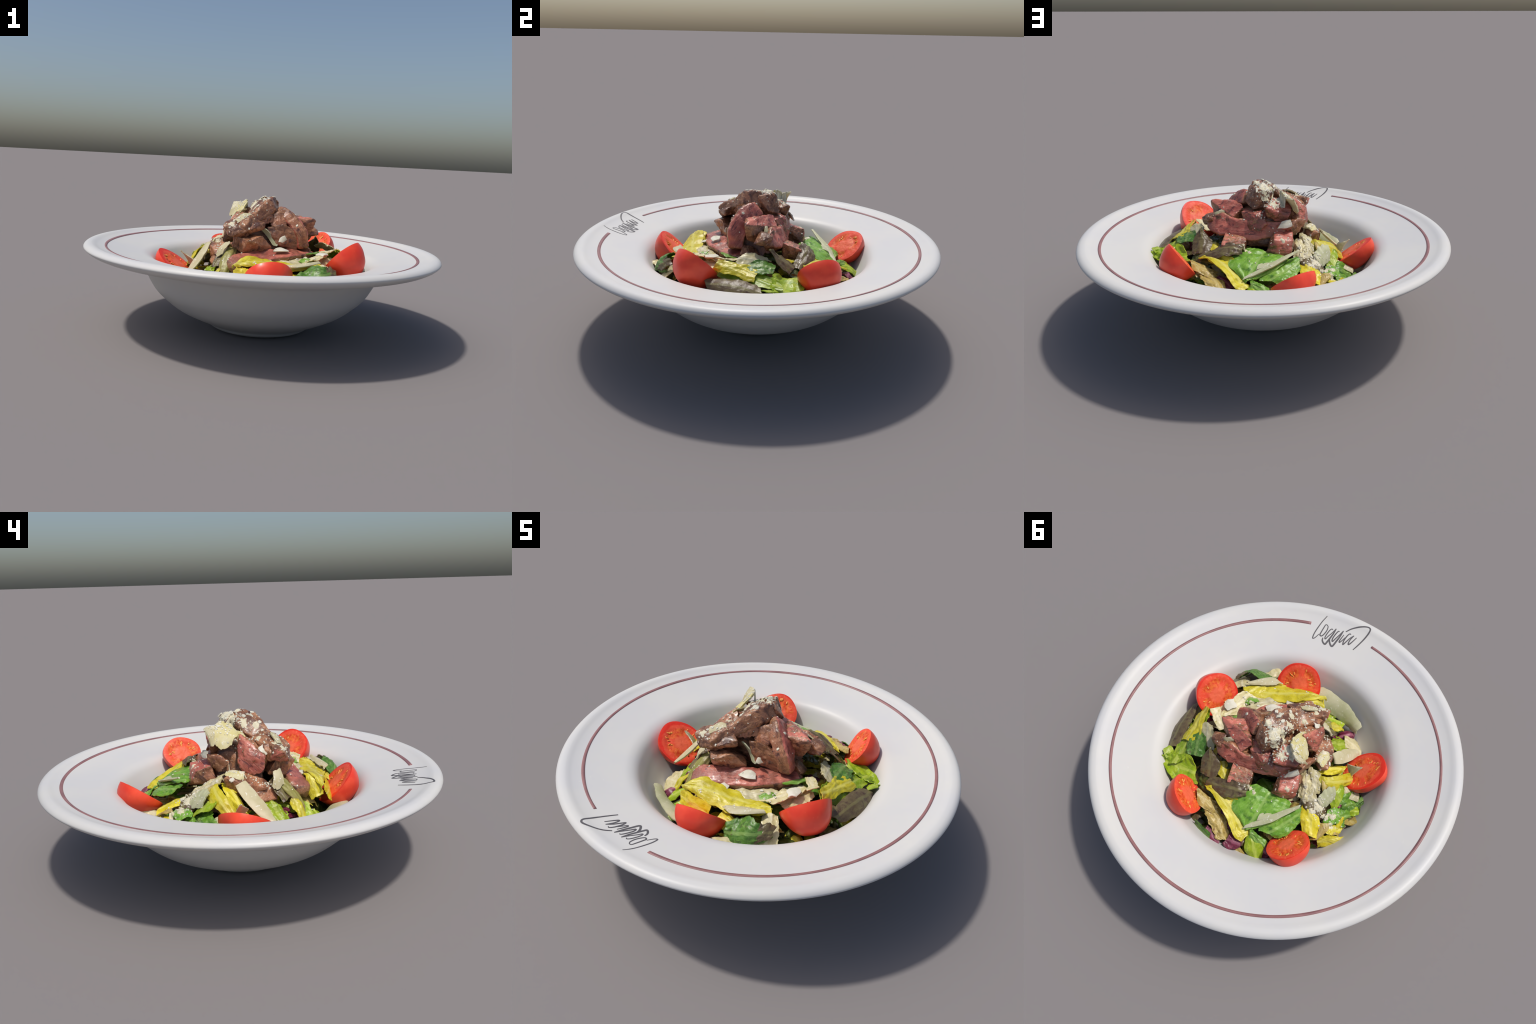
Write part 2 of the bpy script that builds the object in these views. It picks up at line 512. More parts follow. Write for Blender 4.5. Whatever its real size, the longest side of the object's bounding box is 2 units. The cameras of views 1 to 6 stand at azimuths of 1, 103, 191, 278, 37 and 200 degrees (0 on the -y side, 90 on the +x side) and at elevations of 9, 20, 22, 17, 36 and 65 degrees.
# ------------------------------------------------------------------ tomato halves
def tomato(center, normal, axis, a, b, depth, seed, seeds=26):
    """Half a tomato: a dome of skin under a slightly sunken cut face with its own seeds."""
    M = frame(center, axis, normal)
    nt, nr = 72, 26
    th = np.linspace(0, 2 * np.pi, nt, endpoint=False)
    wob = 1 + 0.018 * np.cos(3 * th + seed) + 0.012 * np.cos(5 * th + 2 * seed)
    rows = []
    for k in range(nr):
        ph = (k / (nr - 1)) * np.pi / 2 * 0.985
        rr = np.cos(ph) ** 0.85
        rows.append(np.stack([a * rr * wob * np.cos(th), b * rr * wob * np.sin(th), np.full(nt, -depth * np.sin(ph) ** 1.05)], 1))
    skin = np.vstack(rows)
    d = nz(skin, 6, seed, 3)
    fade = np.clip(-skin[:, 2] / (0.4 * depth), 0, 1)
    skin *= (1 + 0.06 * d * fade)[:, None]
    skin[:nt] = rows[0]
    faces = grid_faces(nr, nt, True, flip=True)
    n = len(skin)
    skin = np.vstack([skin, [(0, 0, -depth * 1.0)]])
    faces += [(n, (nr - 1) * nt + (j), (nr - 1) * nt + (j + 1) % nt)[::-1] for j in range(nt)]
    root = tag(make("tomato_half", skin, faces, SKIN, M, local=True), "halved ripe red tomato with cut face", "tomato")
    # cut face
    rows, fr = [], np.linspace(1, 0.02, 24)
    for f in fr:
        x, y = a * f * wob * np.cos(th), b * f * wob * np.sin(th)
        z = np.full(nt, 0.004 * (1 - f ** 6))
        ang = np.arctan2(y, x)
        ch = np.clip((np.abs(np.sin(1.5 * ang + seed)) - 0.25) * 2, 0, 1) * np.exp(-((f - 0.58) / 0.16) ** 2)
        rows.append(np.stack([x, y, z - 0.006 * ch], 1))
    face = np.vstack(rows)
    dz = nz(face, 40, seed, 3)
    face[nt:, 2] += 0.0016 * dz[nt:]
    faces = grid_faces(len(fr), nt, True)
    faces += [tuple((len(fr) - 1) * nt + j for j in range(nt))]
    make("cut_face", face, faces, FLESH, M, parent=root, local=True)
    # seeds lie radially in the chambers
    rng = np.random.default_rng(100 + int(seed * 10))
    vs, fs = [], []
    for k in range(seeds):
        ang = rng.uniform(0, 2 * np.pi)
        if abs(math.sin(1.5 * ang + seed)) < 0.45:
            continue
        f = rng.uniform(0.46, 0.74)
        c = V((a * f * math.cos(ang), b * f * math.sin(ang), 0.0005))
        L, Wd, H = 0.0095 * rng.uniform(0.8, 1.2), 0.0036 * rng.uniform(0.8, 1.2), 0.0026
        t = ang + rng.normal(0, 0.3)
        ex, ey = V((math.cos(t), math.sin(t), 0)), V((-math.sin(t), math.cos(t), 0))
        o = len(vs)
        for i in range(5):
            p = math.pi * (i + 0.5) / 5
            for j in range(8):
                q = 2 * math.pi * j / 8
                vs.append(c + ex * L * math.cos(p) + ey * Wd * math.sin(p) * math.cos(q) + V((0, 0, H * math.sin(p) * math.sin(q))))
        fs += grid_faces(5, 8, True, o) + [tuple(o + j for j in range(8))[::-1], tuple(o + 32 + j for j in range(8))]
    s = make("seed", np.array(vs), fs, SEED, M, parent=root, local=True)
    s["kind"] = "stuff"
    return root


# ------------------------------------------------------------------ meat
BEEF_LABEL = "seared beef piece, brown crust and pink inside"


def beef_strip(spine, width, thick, up, seed, lump=1.0, caps_pink=False, cut=True):
    """Slice swept along a bent spine; cut faces above and below, seared crust along the sides."""
    n, m = 72, 56
    S = spline(spine, n)
    k = np.linspace(0, 1, n)
    w = np.interp(k, np.linspace(0, 1, len(width)), width)
    t = np.interp(k, np.linspace(0, 1, len(thick)), thick)
    U = np.asarray(up, float)
    U = spline(U, n) if U.ndim == 2 else np.repeat(U[None], n, 0)
    T = unit(np.gradient(S, axis=0))
    U = unit(U - T * (U * T).sum(1, keepdims=True))
    W = np.cross(U, T)
    q = np.linspace(0, 2 * np.pi, m, endpoint=False)
    cx = np.sign(np.cos(q)) * np.abs(np.cos(q)) ** 0.36
    cy = np.sign(np.sin(q)) * np.abs(np.sin(q)) ** 0.36
    end = np.clip(np.minimum(k, 1 - k) / 0.07, 0, 1)
    prof = 0.45 + 0.55 * np.sqrt(1 - (1 - end) ** 2)
    P = S[:, None] + W[:, None] * (cx[None, :, None] * (w * prof)[:, None, None]) + U[:, None] * (cy[None, :, None] * (t * prof)[:, None, None])
    P = P.reshape(-1, 3)
    C = np.repeat(S, m, 0)
    D = unit(P - C)
    P = P + D * (lump * (0.011 * nz(P, 8, seed, 2) + 0.007 * nz(P, 24, seed + 3, 4)))[:, None]
    faces = grid_faces(n, m, True)
    slots = []
    for i in range(n - 1):
        for j in range(m):
            mid = (q[j] + np.pi / m)
            s, c = abs(math.sin(mid)), abs(math.cos(mid))
            edge = 0.58 + 0.16 * noise.noise(Vector((i * 0.14, j * 0.3, seed)))
            slots.append(1 if cut and s > edge and 2 < i < n - 4 else 0)
    e0, e1 = len(P), len(P) + 1
    P = np.vstack([P, S[0] - T[0] * 0.006, S[-1] + T[-1] * 0.006])
    faces += [(e0, (j + 1) % m, j) for j in range(m)]
    o = (n - 1) * m
    faces += [(e1, o + j, o + (j + 1) % m) for j in range(m)]
    slots += [1 if caps_pink else 0] * (2 * m)
    faces = [f for f in faces]
    M = frame(S[n // 2], S[-1] - S[0], U[n // 2])
    return tag(make("beef_strip", P, faces, [CRUST, PINK], M, slots=slots, sharp=38), BEEF_LABEL, "beef")


def beef_chunk(pts, seed, cut=None, cut_lim=0.72, lump=1.0, grow=0.006):
    """Lumpy block: the soft hull of its corner points."""
    pts = V(pts)
    c = (pts.max(0) + pts.min(0)) / 2 * 0.4 + pts.mean(0) * 0.6
    bm = bmesh.new()
    for p in pts:
        bm.verts.new(p - c)
    bmesh.ops.convex_hull(bm, input=bm.verts)
    bm.normal_update()
    pl = [(np.array(f.normal), float(f.normal.dot(f.verts[0].co))) for f in bm.faces]
    bm.free()
    Nn = np.array([p[0] for p in pl])
    Dd = np.maximum(np.array([p[1] for p in pl]), 0.004)
    bm = bmesh.new()
    bmesh.ops.create_icosphere(bm, subdivisions=5, radius=1)
    D = np.array([v.co for v in bm.verts])
    F = [[v.index for v in f.verts] for f in bm.faces]
    bm.free()
    g = np.maximum(D @ Nn.T, 1e-6) / Dd
    r = 1 / (g ** 48).sum(1) ** (1 / 48) * 1.035 + grow
    P = D * r[:, None] + c
    P = P + D * (lump * (0.009 * nz(P, 11, seed, 2) + 0.006 * nz(P, 30, seed + 2, 4)))[:, None]
    slots = None
    if cut is not None:
        fc = P[np.array(F)]
        fn = unit(np.cross(fc[:, 1] - fc[:, 0], fc[:, 2] - fc[:, 0]))
        d = fn @ unit(V(cut))
        wob = np.array([noise.noise(Vector(p * 22)) for p in fc.mean(1)])
        slots = (d + 0.12 * wob > cut_lim).astype(int)
    M = frame(c, (1, 0.3, 0), cut if cut is not None else (0.1, 0.2, 1))
    return tag(make("beef_strip", P, F, [CRUST, PINK], M, slots=slots, sharp=38), BEEF_LABEL, "beef")


def meat():
    # crowning slab and its knob
    beef_strip([(0.04, 0.05, 0.712), (0.0, -0.03, 0.70), (-0.055, -0.10, 0.652), (-0.11, -0.175, 0.608), (-0.145, -0.222, 0.58)],
               [0.05, 0.07, 0.056, 0.072, 0.064], [0.048, 0.05, 0.033, 0.042, 0.03], [(-0.3, 0, 0.95), (-0.45, 0, 0.88), (-0.3, -0.3, 0.9)], 1.3, cut=False)
    beef_chunk([(-0.21, -0.245, 0.615), (-0.2, -0.2, 0.63), (-0.17, -0.262, 0.56), (0.0, -0.19, 0.635), (0.006, -0.186, 0.6), (-0.1, -0.235, 0.56),
                (-0.06, -0.25, 0.60), (-0.07, -0.14, 0.65), (-0.19, -0.17, 0.57)], 2.1, cut=(-1, 0.1, -0.2), cut_lim=0.8)
    beef_chunk([(0.082, 0.08, 0.668), (0.03, 0.12, 0.65), (-0.006, 0.035, 0.757), (0.018, 0.1, 0.743), (-0.058, 0.065, 0.72), (0.07, 0.02, 0.74),
                (-0.045, 0.09, 0.66), (0.06, 0.04, 0.64)], 3.7)
    beef_chunk([(0.015, -0.10, 0.69), (0.06, -0.05, 0.70), (0.03, -0.02, 0.72), (-0.04, -0.13, 0.66), (-0.02, -0.15, 0.62), (0.05, -0.09, 0.64)], 4.4)
    # cube below the knob, dusted with cheese
    beef_chunk([(-0.05, 0.165, 0.665), (-0.152, 0.126, 0.62), (-0.07, 0.07, 0.692), (-0.15, 0.07, 0.67), (-0.05, 0.14, 0.61), (-0.13, 0.12, 0.58),
                (-0.02, 0.11, 0.66), (-0.05, 0.06, 0.60)], 5.2, cut=(-0.3, 0.8, 0.5), cut_lim=0.6)
    beef_chunk([(0.09, 0.122, 0.625), (-0.046, 0.168, 0.58), (0.095, 0.071, 0.623), (0.0, 0.175, 0.545), (0.08, 0.145, 0.55), (-0.03, 0.10, 0.63),
                (0.02, 0.15, 0.625)], 6.1, cut=(0.1, 0.6, 0.75), cut_lim=0.75)
    # upright slice with the long pink face towards +x, and its two seared lobes
    beef_strip([(0.075, 0.02, 0.67), (0.13, -0.022, 0.648), (0.182, -0.055, 0.605), (0.212, -0.065, 0.55), (0.222, -0.068, 0.485)],
               [0.04, 0.05, 0.052, 0.05, 0.036], [0.03, 0.034, 0.036, 0.036, 0.03], (0.80, 0.30, 0.5), 7.7)
    beef_chunk([(0.055, -0.075, 0.68), (0.11, -0.05, 0.695), (0.15, -0.06, 0.66), (0.11, -0.11, 0.60), (0.04, -0.10, 0.615), (0.16, -0.03, 0.6),
                (0.06, -0.02, 0.62)], 8.3)
    beef_chunk([(0.024, -0.116, 0.60), (0.083, -0.13, 0.515), (0.19, -0.10, 0.482), (0.20, -0.10, 0.57), (0.13, -0.12, 0.62), (0.09, -0.06, 0.60),
                (0.13, -0.04, 0.47), (0.07, -0.06, 0.5)], 9.2)
    # spur pointing to +x
    beef_chunk([(0.30, 0.01, 0.648), (0.158, 0.064, 0.655), (0.176, -0.018, 0.635), (0.262, 0.008, 0.555), (0.265, 0.05, 0.59), (0.15, 0.13, 0.60),
                (0.10, 0.10, 0.645), (0.20, 0.0, 0.55), (0.15, 0.10, 0.53)], 10.4, cut=(-0.1, 0.45, 0.88), cut_lim=0.7)
    # long strip lying across the +y side
    beef_strip([(0.285, 0.115, 0.545), (0.2, 0.125, 0.55), (0.12, 0.135, 0.54), (0.03, 0.130, 0.53), (-0.06, 0.128, 0.54), (-0.14, 0.11, 0.555)],
               [0.03, 0.06, 0.05, 0.058, 0.044, 0.03], [0.03, 0.036, 0.04, 0.036, 0.034, 0.026], [(0.1, 0.85, 0.5), (0.05, 0.93, 0.36), (-0.1, 0.95, 0.2)], 11.9)
    beef_chunk([(0.295, 0.115, 0.585), (0.2, 0.135, 0.60), (0.12, 0.145, 0.59), (0.29, 0.09, 0.555), (0.2, 0.09, 0.585), (0.12, 0.11, 0.575), (0.2, 0.14, 0.57)], 22.7, lump=0.8)
    beef_chunk([(0.312, 0.108, 0.578), (0.322, 0.06, 0.556), (0.25, 0.08, 0.60), (0.26, 0.14, 0.585), (0.30, 0.12, 0.545), (0.24, 0.06, 0.55),
                (0.24, 0.13, 0.55)], 12.3, lump=0.7)
    beef_chunk([(0.17, 0.18, 0.522), (0.065, 0.16, 0.51), (0.163, 0.275, 0.49), (0.06, 0.25, 0.482), (0.16, 0.27, 0.43), (0.06, 0.25, 0.43),
                (0.17, 0.18, 0.44), (0.07, 0.16, 0.43)], 13.5, cut=(0, 0.9, 0.4), lump=0.5)
    beef_chunk([(-0.09, 0.15, 0.54), (-0.17, 0.12, 0.53), (-0.187, 0.19, 0.50), (-0.107, 0.236, 0.518), (-0.063, 0.236, 0.45), (-0.139, 0.24, 0.418),
                (-0.18, 0.217, 0.445), (-0.08, 0.12, 0.44), (-0.18, 0.1, 0.44)], 14.6, cut=(-0.25, 0.6, 0.75), cut_lim=0.6, lump=0.7)
    beef_chunk([(-0.187, 0.064, 0.548), (-0.235, 0.018, 0.566), (-0.17, 0.142, 0.587), (-0.1, 0.155, 0.57), (-0.2, 0.07, 0.588), (-0.1, 0.13, 0.51),
                (-0.19, 0.08, 0.50), (-0.12, 0.05, 0.55)], 15.4, cut=(0, 1, 0.2))
    # pink-faced block on the -x side
    beef_chunk([(-0.135, -0.022, 0.68), (-0.205, -0.149, 0.592), (-0.20, -0.025, 0.55), (-0.205, -0.063, 0.495), (-0.215, -0.14, 0.52), (-0.205, -0.08, 0.60), (-0.06, -0.1, 0.62),
                (-0.1, 0.0, 0.55), (-0.1, -0.15, 0.55)], 16.1, cut=(-0.95, 0.05, 0.3), cut_lim=0.72)
    beef_chunk([(-0.30, 0.025, 0.505), (-0.255, -0.165, 0.445), (-0.29, -0.084, 0.48), (-0.25, 0.03, 0.483), (-0.22, -0.02, 0.515), (-0.285, -0.08, 0.42),
                (-0.27, 0.02, 0.43), (-0.2, -0.15, 0.47), (-0.18, -0.05, 0.42)], 17.8, lump=0.8)
    beef_chunk([(-0.27, -0.07, 0.45), (-0.2, -0.2, 0.45), (-0.285, -0.13, 0.40), (-0.24, -0.21, 0.39), (-0.2, -0.1, 0.37), (-0.285, -0.08, 0.37),
                (-0.22, -0.13, 0.47)], 23.1, lump=0.8)
    # slice in front with its pink face up, and the dark pieces under the crown
    beef_strip([(-0.165, -0.325, 0.395), (-0.10, -0.29, 0.42), (0.0, -0.245, 0.436), (0.1, -0.195, 0.446), (0.2, -0.105, 0.448), (0.27, -0.01, 0.445)],
               [0.045, 0.062, 0.064, 0.062, 0.058, 0.04], [0.032, 0.036, 0.034, 0.034, 0.034, 0.026], (-0.12, -0.35, 0.93), 18.5)
    beef_chunk([(-0.15, -0.2, 0.56), (-0.165, -0.16, 0.49), (-0.068, -0.275, 0.535), (0.0, -0.21, 0.56), (0.047, -0.173, 0.497), (0.012, -0.184, 0.46),
                (-0.1, -0.23, 0.47), (0.0, -0.12, 0.5)], 19.3)
    beef_chunk([(-0.14, -0.13, 0.43), (0.2, -0.06, 0.43), (0.2, 0.1, 0.45), (-0.14, 0.11, 0.43), (-0.1, -0.1, 0.56), (0.13, -0.05, 0.6), (0.12, 0.08, 0.6),
                (-0.1, 0.09, 0.62), (0.0, 0.0, 0.68), (0.05, 0.11, 0.62), (-0.04, 0.13, 0.58), (-0.05, 0.15, 0.46), (0.08, 0.16, 0.46)], 20.7)
    beef_chunk([(0.276, -0.02, 0.475), (0.25, 0.03, 0.43), (0.23, -0.02, 0.51), (0.21, 0.03, 0.50), (0.24, 0.08, 0.43), (0.2, 0.0, 0.42)], 21.3, lump=0.6)


# ------------------------------------------------------------------ leaves and shavings
def ridged(p, octaves=3):
    v, a, f = 0.0, 1.0, 1.0
    for _ in range(octaves):
        v += a * (1 - 2 * abs(noise.noise(Vector(p) * f)))
        a, f = a * 0.5, f * 2.1
    return v - 0.6


def sheet(A, B, thick, bulge, wrinkle, ragged, seed, nu=48, nv=28, ruffle=0.0, widen=0.0, slant=0.25, taper=0.15):
    """Thin curved torn body between two edge curves; returns verts, faces, frame."""
    a, b = spline(A, nu), spline(B, nu)
    t, u = np.linspace(0, 1, nv), np.linspace(0, 1, nu)
    width = np.linalg.norm(b - a, axis=1).mean()
    length = np.linalg.norm(np.diff((a + b) / 2, axis=0), axis=1).sum()
    rg = np.random.default_rng(int(seed * 1000) % 99991)
    # torn edges: both rails wander, the corners are cut a little
    wander = lambda x, k: noise.fractal(Vector((x * 16, k * 9 + seed, seed * 2.0)), 0.75, 2.3, 4)
    cut = taper * np.abs(2 * u - 1) ** 5
    lo = -widen + cut / 2 - ragged * np.array([wander(x * length, 0) for x in u])
    hi = 1 + widen - cut / 2 + ragged * np.array([wander(x * length, 1) for x in u])
    tt = lo[:, None] + (hi - lo)[:, None] * t[None]
    P = a[:, None] * (1 - tt[..., None]) + b[:, None] * tt[..., None]
    # ends are torn off at a slant
    T = unit(np.gradient(P, axis=0))
    for end, sl in ((0, rg.uniform(-1, 1)), (nu - 1, rg.uniform(-1, 1))):
        w = np.exp(-np.abs(np.arange(nu) - end) / (nu * 0.16))
        e = np.array([wander(x * width + 3, 2 + end) for x in t]) * ragged * 0.9 + slant * sl * (2 * t - 1)
        P = P + T * (w[:, None] * e[None] * min(width, length * 0.6))[..., None]
    Nn = unit(np.cross(np.gradient(P, axis=0), np.gradient(P, axis=1)))
    mean_n = unit(Nn.mean((0, 1)))
    if mean_n[2] < 0:
        Nn, mean_n = -Nn, -mean_n
    P = P + Nn * (bulge * 4 * t * (1 - t))[None, :, None]
    # folds run mostly along the leaf, crumples lie over them, the margins ruffle
    edge = np.abs(2 * t - 1) ** 2.2
    h = np.empty((nu, nv))
    for i in range(nu):
        for k in range(nv):
            x, y = u[i] * length, t[k] * width
            h[i, k] = wrinkle * (0.75 * ridged((x * 6 + seed, y * 20, seed)) + 0.55 * noise.fractal(Vector((x * 22, y * 22 + seed, 3.0)), 1.0, 2.0, 3))
            h[i, k] += ruffle * edge[k] * noise.noise(Vector((x * 26 + seed * 3, 5.0 * (t[k] > 0.5), seed)))
    P = P + Nn * h[..., None]
    Nn = unit(np.cross(np.gradient(P, axis=0), np.gradient(P, axis=1)))
    if unit(Nn.mean((0, 1))) @ mean_n < 0:
        Nn = -Nn
    top = (P + Nn * thick / 2).reshape(-1, 3)
    bot = (P - Nn * thick / 2).reshape(-1, 3)
    n = nu * nv
    F = grid_faces(nu, nv)
    fn = np.cross(top[F[0][1]] - top[F[0][0]], top[F[0][3]] - top[F[0][0]])
    flip = fn @ Nn[0, 0] < 0
    ftop = [f[::-1] for f in F] if flip else F
    fbot = [tuple(k + n for k in (f if flip else f[::-1])) for f in F]
    ring = [i for i in range(nv)] + [i * nv + nv - 1 for i in range(1, nu)] + [(nu - 1) * nv + j for j in range(nv - 2, -1, -1)] + [i * nv for i in range(nu - 2, 0, -1)]
    side = []
    for k in range(len(ring)):
        p, q = ring[k], ring[(k + 1) % len(ring)]
        w = (p, q, q + n, p + n)
        side.append(w if flip else w[::-1])
    mid = (a + b) / 2
    M = frame(P.mean((0, 1)), mid[-1] - mid[0], mean_n)
    return np.vstack([top, bot]), ftop + fbot + side, M


LEAF_LABEL = {"green": "crumpled dark green salad leaf with pale veins", "deep": "dark mottled green lettuce leaf piece", "lime": "fresh lime green lettuce leaf piece", "yellow": "curled bright yellow lettuce heart leaf",
              "cream": "pale cream crunchy lettuce leaf base", "purple": "purple brown mottled red oak leaf", "tan": "pale tan wilted lettuce leaf piece",
              "radicchio": "dark purple radicchio leaf piece", "dark": "dark olive salad leaf piece", "stalk": "olive green lettuce stalk"}


def leaf(kind, A, B, bulge=0.015, wrinkle=0.008, ragged=0.1, thick=0.004, seed=None):
    leaf.n += 1
    s = leaf.n * 1.37 if seed is None else seed
    v, f, M = sheet(A, B, thick, bulge * 0.5, wrinkle * 0.8, ragged * 1.5, s, ruffle=0.007, widen=0.05)
    return tag(make("lettuce_leaf", v, f, LEAF[kind], M, sharp=50), LEAF_LABEL[kind], "lettuce leaf")


leaf.n = 0


def shaving(A, B, mat=None, thick=0.009, bulge=0.004, ragged=0.05, wrinkle=0.003):
    shaving.n += 1
    v, f, M = sheet(A, B, thick * 0.7, bulge, wrinkle * 0.6, ragged * 1.6, 50 + shaving.n * 1.9, 30, 18, slant=0.3, taper=0.1)
    return tag(make("parmesan_shaving", v, f, mat or PARM, M, sharp=40), "thin pale shaving of hard parmesan cheese", "cheese")


shaving.n = 0


def lump(name, center, radii, mat, seed, axis=(1, 0, 0), up=(0, 0, 1), amp=0.12, label="", category=""):
    bm = bmesh.new()
    bmesh.ops.create_icosphere(bm, subdivisions=4, radius=1)
    D = np.array([v.co for v in bm.verts])
    F = [[v.index for v in f.verts] for f in bm.faces]
    bm.free()
    r = 1 + amp * nz(D, 1.4, seed, 3)
    M = frame(center, axis, up)
    return tag(make(name, D * r[:, None] * V(radii), F, mat, M, local=True), label, category)


def leaves():
    # --- front (-y): the long yellow curl, green leaf behind the lettering side, pale bases
    leaf("yellow", [(-0.137, -0.425, 0.415), (-0.05, -0.425, 0.43), (0.08, -0.422, 0.41), (0.2, -0.40, 0.415), (0.33, -0.31, 0.435)],
         [(-0.135, -0.415, 0.42), (-0.08, -0.36, 0.46), (0.03, -0.325, 0.445), (0.13, -0.30, 0.43), (0.27, -0.27, 0.42)], 0.022, 0.010, 0.06)
    leaf("yellow", [(-0.13, -0.43, 0.41), (-0.05, -0.432, 0.42), (0.06, -0.43, 0.40)], [(-0.13, -0.45, 0.355), (-0.05, -0.465, 0.33), (0.06, -0.46, 0.33)], 0.006, 0.006)
    leaf("yellow", [(-0.13, -0.36, 0.36), (-0.08, -0.335, 0.46), (0.02, -0.31, 0.42)], [(-0.135, -0.43, 0.37), (-0.10, -0.40, 0.44), (-0.03, -0.36, 0.45)], 0.015, 0.008)
    leaf("cream", [(0.29, -0.33, 0.43), (0.33, -0.42, 0.36), (0.35, -0.50, 0.29)], [(0.36, -0.30, 0.43), (0.41, -0.38, 0.37), (0.43, -0.45, 0.30)], 0.01, 0.008)
    leaf("deep", [(0.375, -0.365, 0.425), (0.317, -0.418, 0.442), (0.237, -0.404, 0.42), (0.175, -0.45, 0.39)],
         [(0.37, -0.43, 0.36), (0.31, -0.49, 0.35), (0.25, -0.51, 0.32), (0.2, -0.50, 0.31)], 0.03, 0.012, 0.1)
    leaf("purple", [(0.38, -0.36, 0.425), (0.36, -0.39, 0.435), (0.33, -0.42, 0.438)], [(0.40, -0.40, 0.39), (0.37, -0.44, 0.38), (0.33, -0.47, 0.37)], 0.012, 0.008, 0.12)
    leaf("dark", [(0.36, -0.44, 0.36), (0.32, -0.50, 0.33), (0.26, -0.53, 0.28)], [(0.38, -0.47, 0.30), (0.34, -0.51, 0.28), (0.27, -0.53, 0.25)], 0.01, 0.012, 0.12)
    leaf("cream", [(0.366, -0.082, 0.458), (0.345, -0.17, 0.46), (0.31, -0.286, 0.453)], [(0.29, -0.12, 0.445), (0.265, -0.2, 0.44), (0.22, -0.28, 0.43)], 0.012, 0.010)
    leaf("cream", [(0.40, -0.08, 0.44), (0.39, -0.15, 0.43), (0.36, -0.23, 0.42)], [(0.26, -0.06, 0.43), (0.26, -0.15, 0.425), (0.25, -0.24, 0.415)], 0.012, 0.012, 0.12)
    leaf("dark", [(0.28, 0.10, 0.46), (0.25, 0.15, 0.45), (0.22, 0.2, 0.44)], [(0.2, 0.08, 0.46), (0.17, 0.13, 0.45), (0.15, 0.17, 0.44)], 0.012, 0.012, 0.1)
    leaf("yellow", [(0.1, -0.40, 0.395), (0.2, -0.42, 0.395), (0.28, -0.40, 0.405)], [(0.12, -0.46, 0.355), (0.2, -0.47, 0.36), (0.27, -0.45, 0.37)], 0.01, 0.012, 0.12)
    leaf("cream", [(0.23, -0.17, 0.44), (0.14, -0.25, 0.435), (0.04, -0.30, 0.42)], [(0.30, -0.2, 0.43), (0.2, -0.3, 0.425), (0.1, -0.35, 0.41)], 0.014, 0.012)
    leaf("yellow", [(0.22, -0.3, 0.43), (0.2, -0.34, 0.43), (0.16, -0.37, 0.42)], [(0.31, -0.29, 0.44), (0.29, -0.33, 0.43), (0.26, -0.37, 0.42)], 0.012, 0.009)
    leaf("green", [(0.26, -0.205, 0.445), (0.235, -0.225, 0.455), (0.205, -0.25, 0.445)], [(0.29, -0.235, 0.43), (0.265, -0.26, 0.44), (0.235, -0.285, 0.42)], 0.012, 0.006)
    leaf("green", [(0.33, -0.05, 0.465), (0.30, -0.10, 0.465), (0.25, -0.145, 0.46)], [(0.30, -0.03, 0.455), (0.27, -0.08, 0.455), (0.22, -0.12, 0.45)], 0.012, 0.006)
    leaf("cream", [(0.43, -0.09, 0.495), (0.38, -0.04, 0.475), (0.33, 0.0, 0.46)], [(0.38, -0.12, 0.475), (0.35, -0.07, 0.465), (0.30, -0.03, 0.455)], 0.012, 0.009)
    # --- +x side: yellow-green rib leaf over a purple spoon-shaped one
    leaf("lime", [(0.53, 0.255, 0.395), (0.52, 0.12, 0.408), (0.503, 0.03, 0.412), (0.487, -0.045, 0.408), (0.462, -0.105, 0.42)],
         [(0.45, 0.225, 0.42), (0.42, 0.10, 0.452), (0.40, 0.05, 0.462), (0.405, -0.01, 0.478), (0.42, -0.10, 0.488)], 0.008, 0.010, 0.1)
    leaf("yellow", [(0.513, 0.11, 0.424), (0.497, 0.03, 0.434), (0.484, -0.05, 0.44), (0.463, -0.105, 0.446)],
         [(0.44, 0.12, 0.454), (0.42, 0.05, 0.468), (0.425, -0.02, 0.482), (0.432, -0.10, 0.494)], 0.014, 0.009, 0.1)
    leaf("purple", [(0.515, -0.124, 0.414), (0.513, 0.0, 0.422), (0.515, 0.09, 0.416), (0.528, 0.165, 0.398)],
         [(0.55, -0.12, 0.372), (0.585, -0.04, 0.372), (0.593, 0.06, 0.365), (0.575, 0.165, 0.362)], 0.034, 0.004, 0.03, 0.008)
    leaf("lime", [(0.585, 0.22, 0.408), (0.50, 0.20, 0.425), (0.41, 0.195, 0.445)], [(0.55, 0.27, 0.395), (0.46, 0.325, 0.385), (0.33, 0.325, 0.405)], -0.045, 0.010, 0.08)
    leaf("lime", [(0.585, 0.20, 0.41), (0.57, 0.17, 0.41), (0.555, 0.16, 0.40)], [(0.55, 0.24, 0.40), (0.54, 0.2, 0.40), (0.53, 0.18, 0.39)], 0.004, 0.004)
    leaf("deep", [(0.45, 0.02, 0.44), (0.455, 0.11, 0.452), (0.445, 0.19, 0.445)], [(0.38, 0.07, 0.485), (0.355, 0.13, 0.478), (0.34, 0.175, 0.46)], 0.012, 0.009)
    leaf("cream", [(0.425, 0.0, 0.48), (0.412, 0.05, 0.465), (0.385, 0.12, 0.452)], [(0.37, 0.0, 0.505), (0.34, 0.06, 0.505), (0.31, 0.12, 0.48)], 0.008, 0.006)
    leaf("purple", [(0.321, 0.14, 0.523), (0.345, 0.2, 0.46), (0.335, 0.26, 0.40)], [(0.312, 0.14, 0.52), (0.255, 0.185, 0.47), (0.245, 0.25, 0.43)], 0.03, 0.010, 0.06)
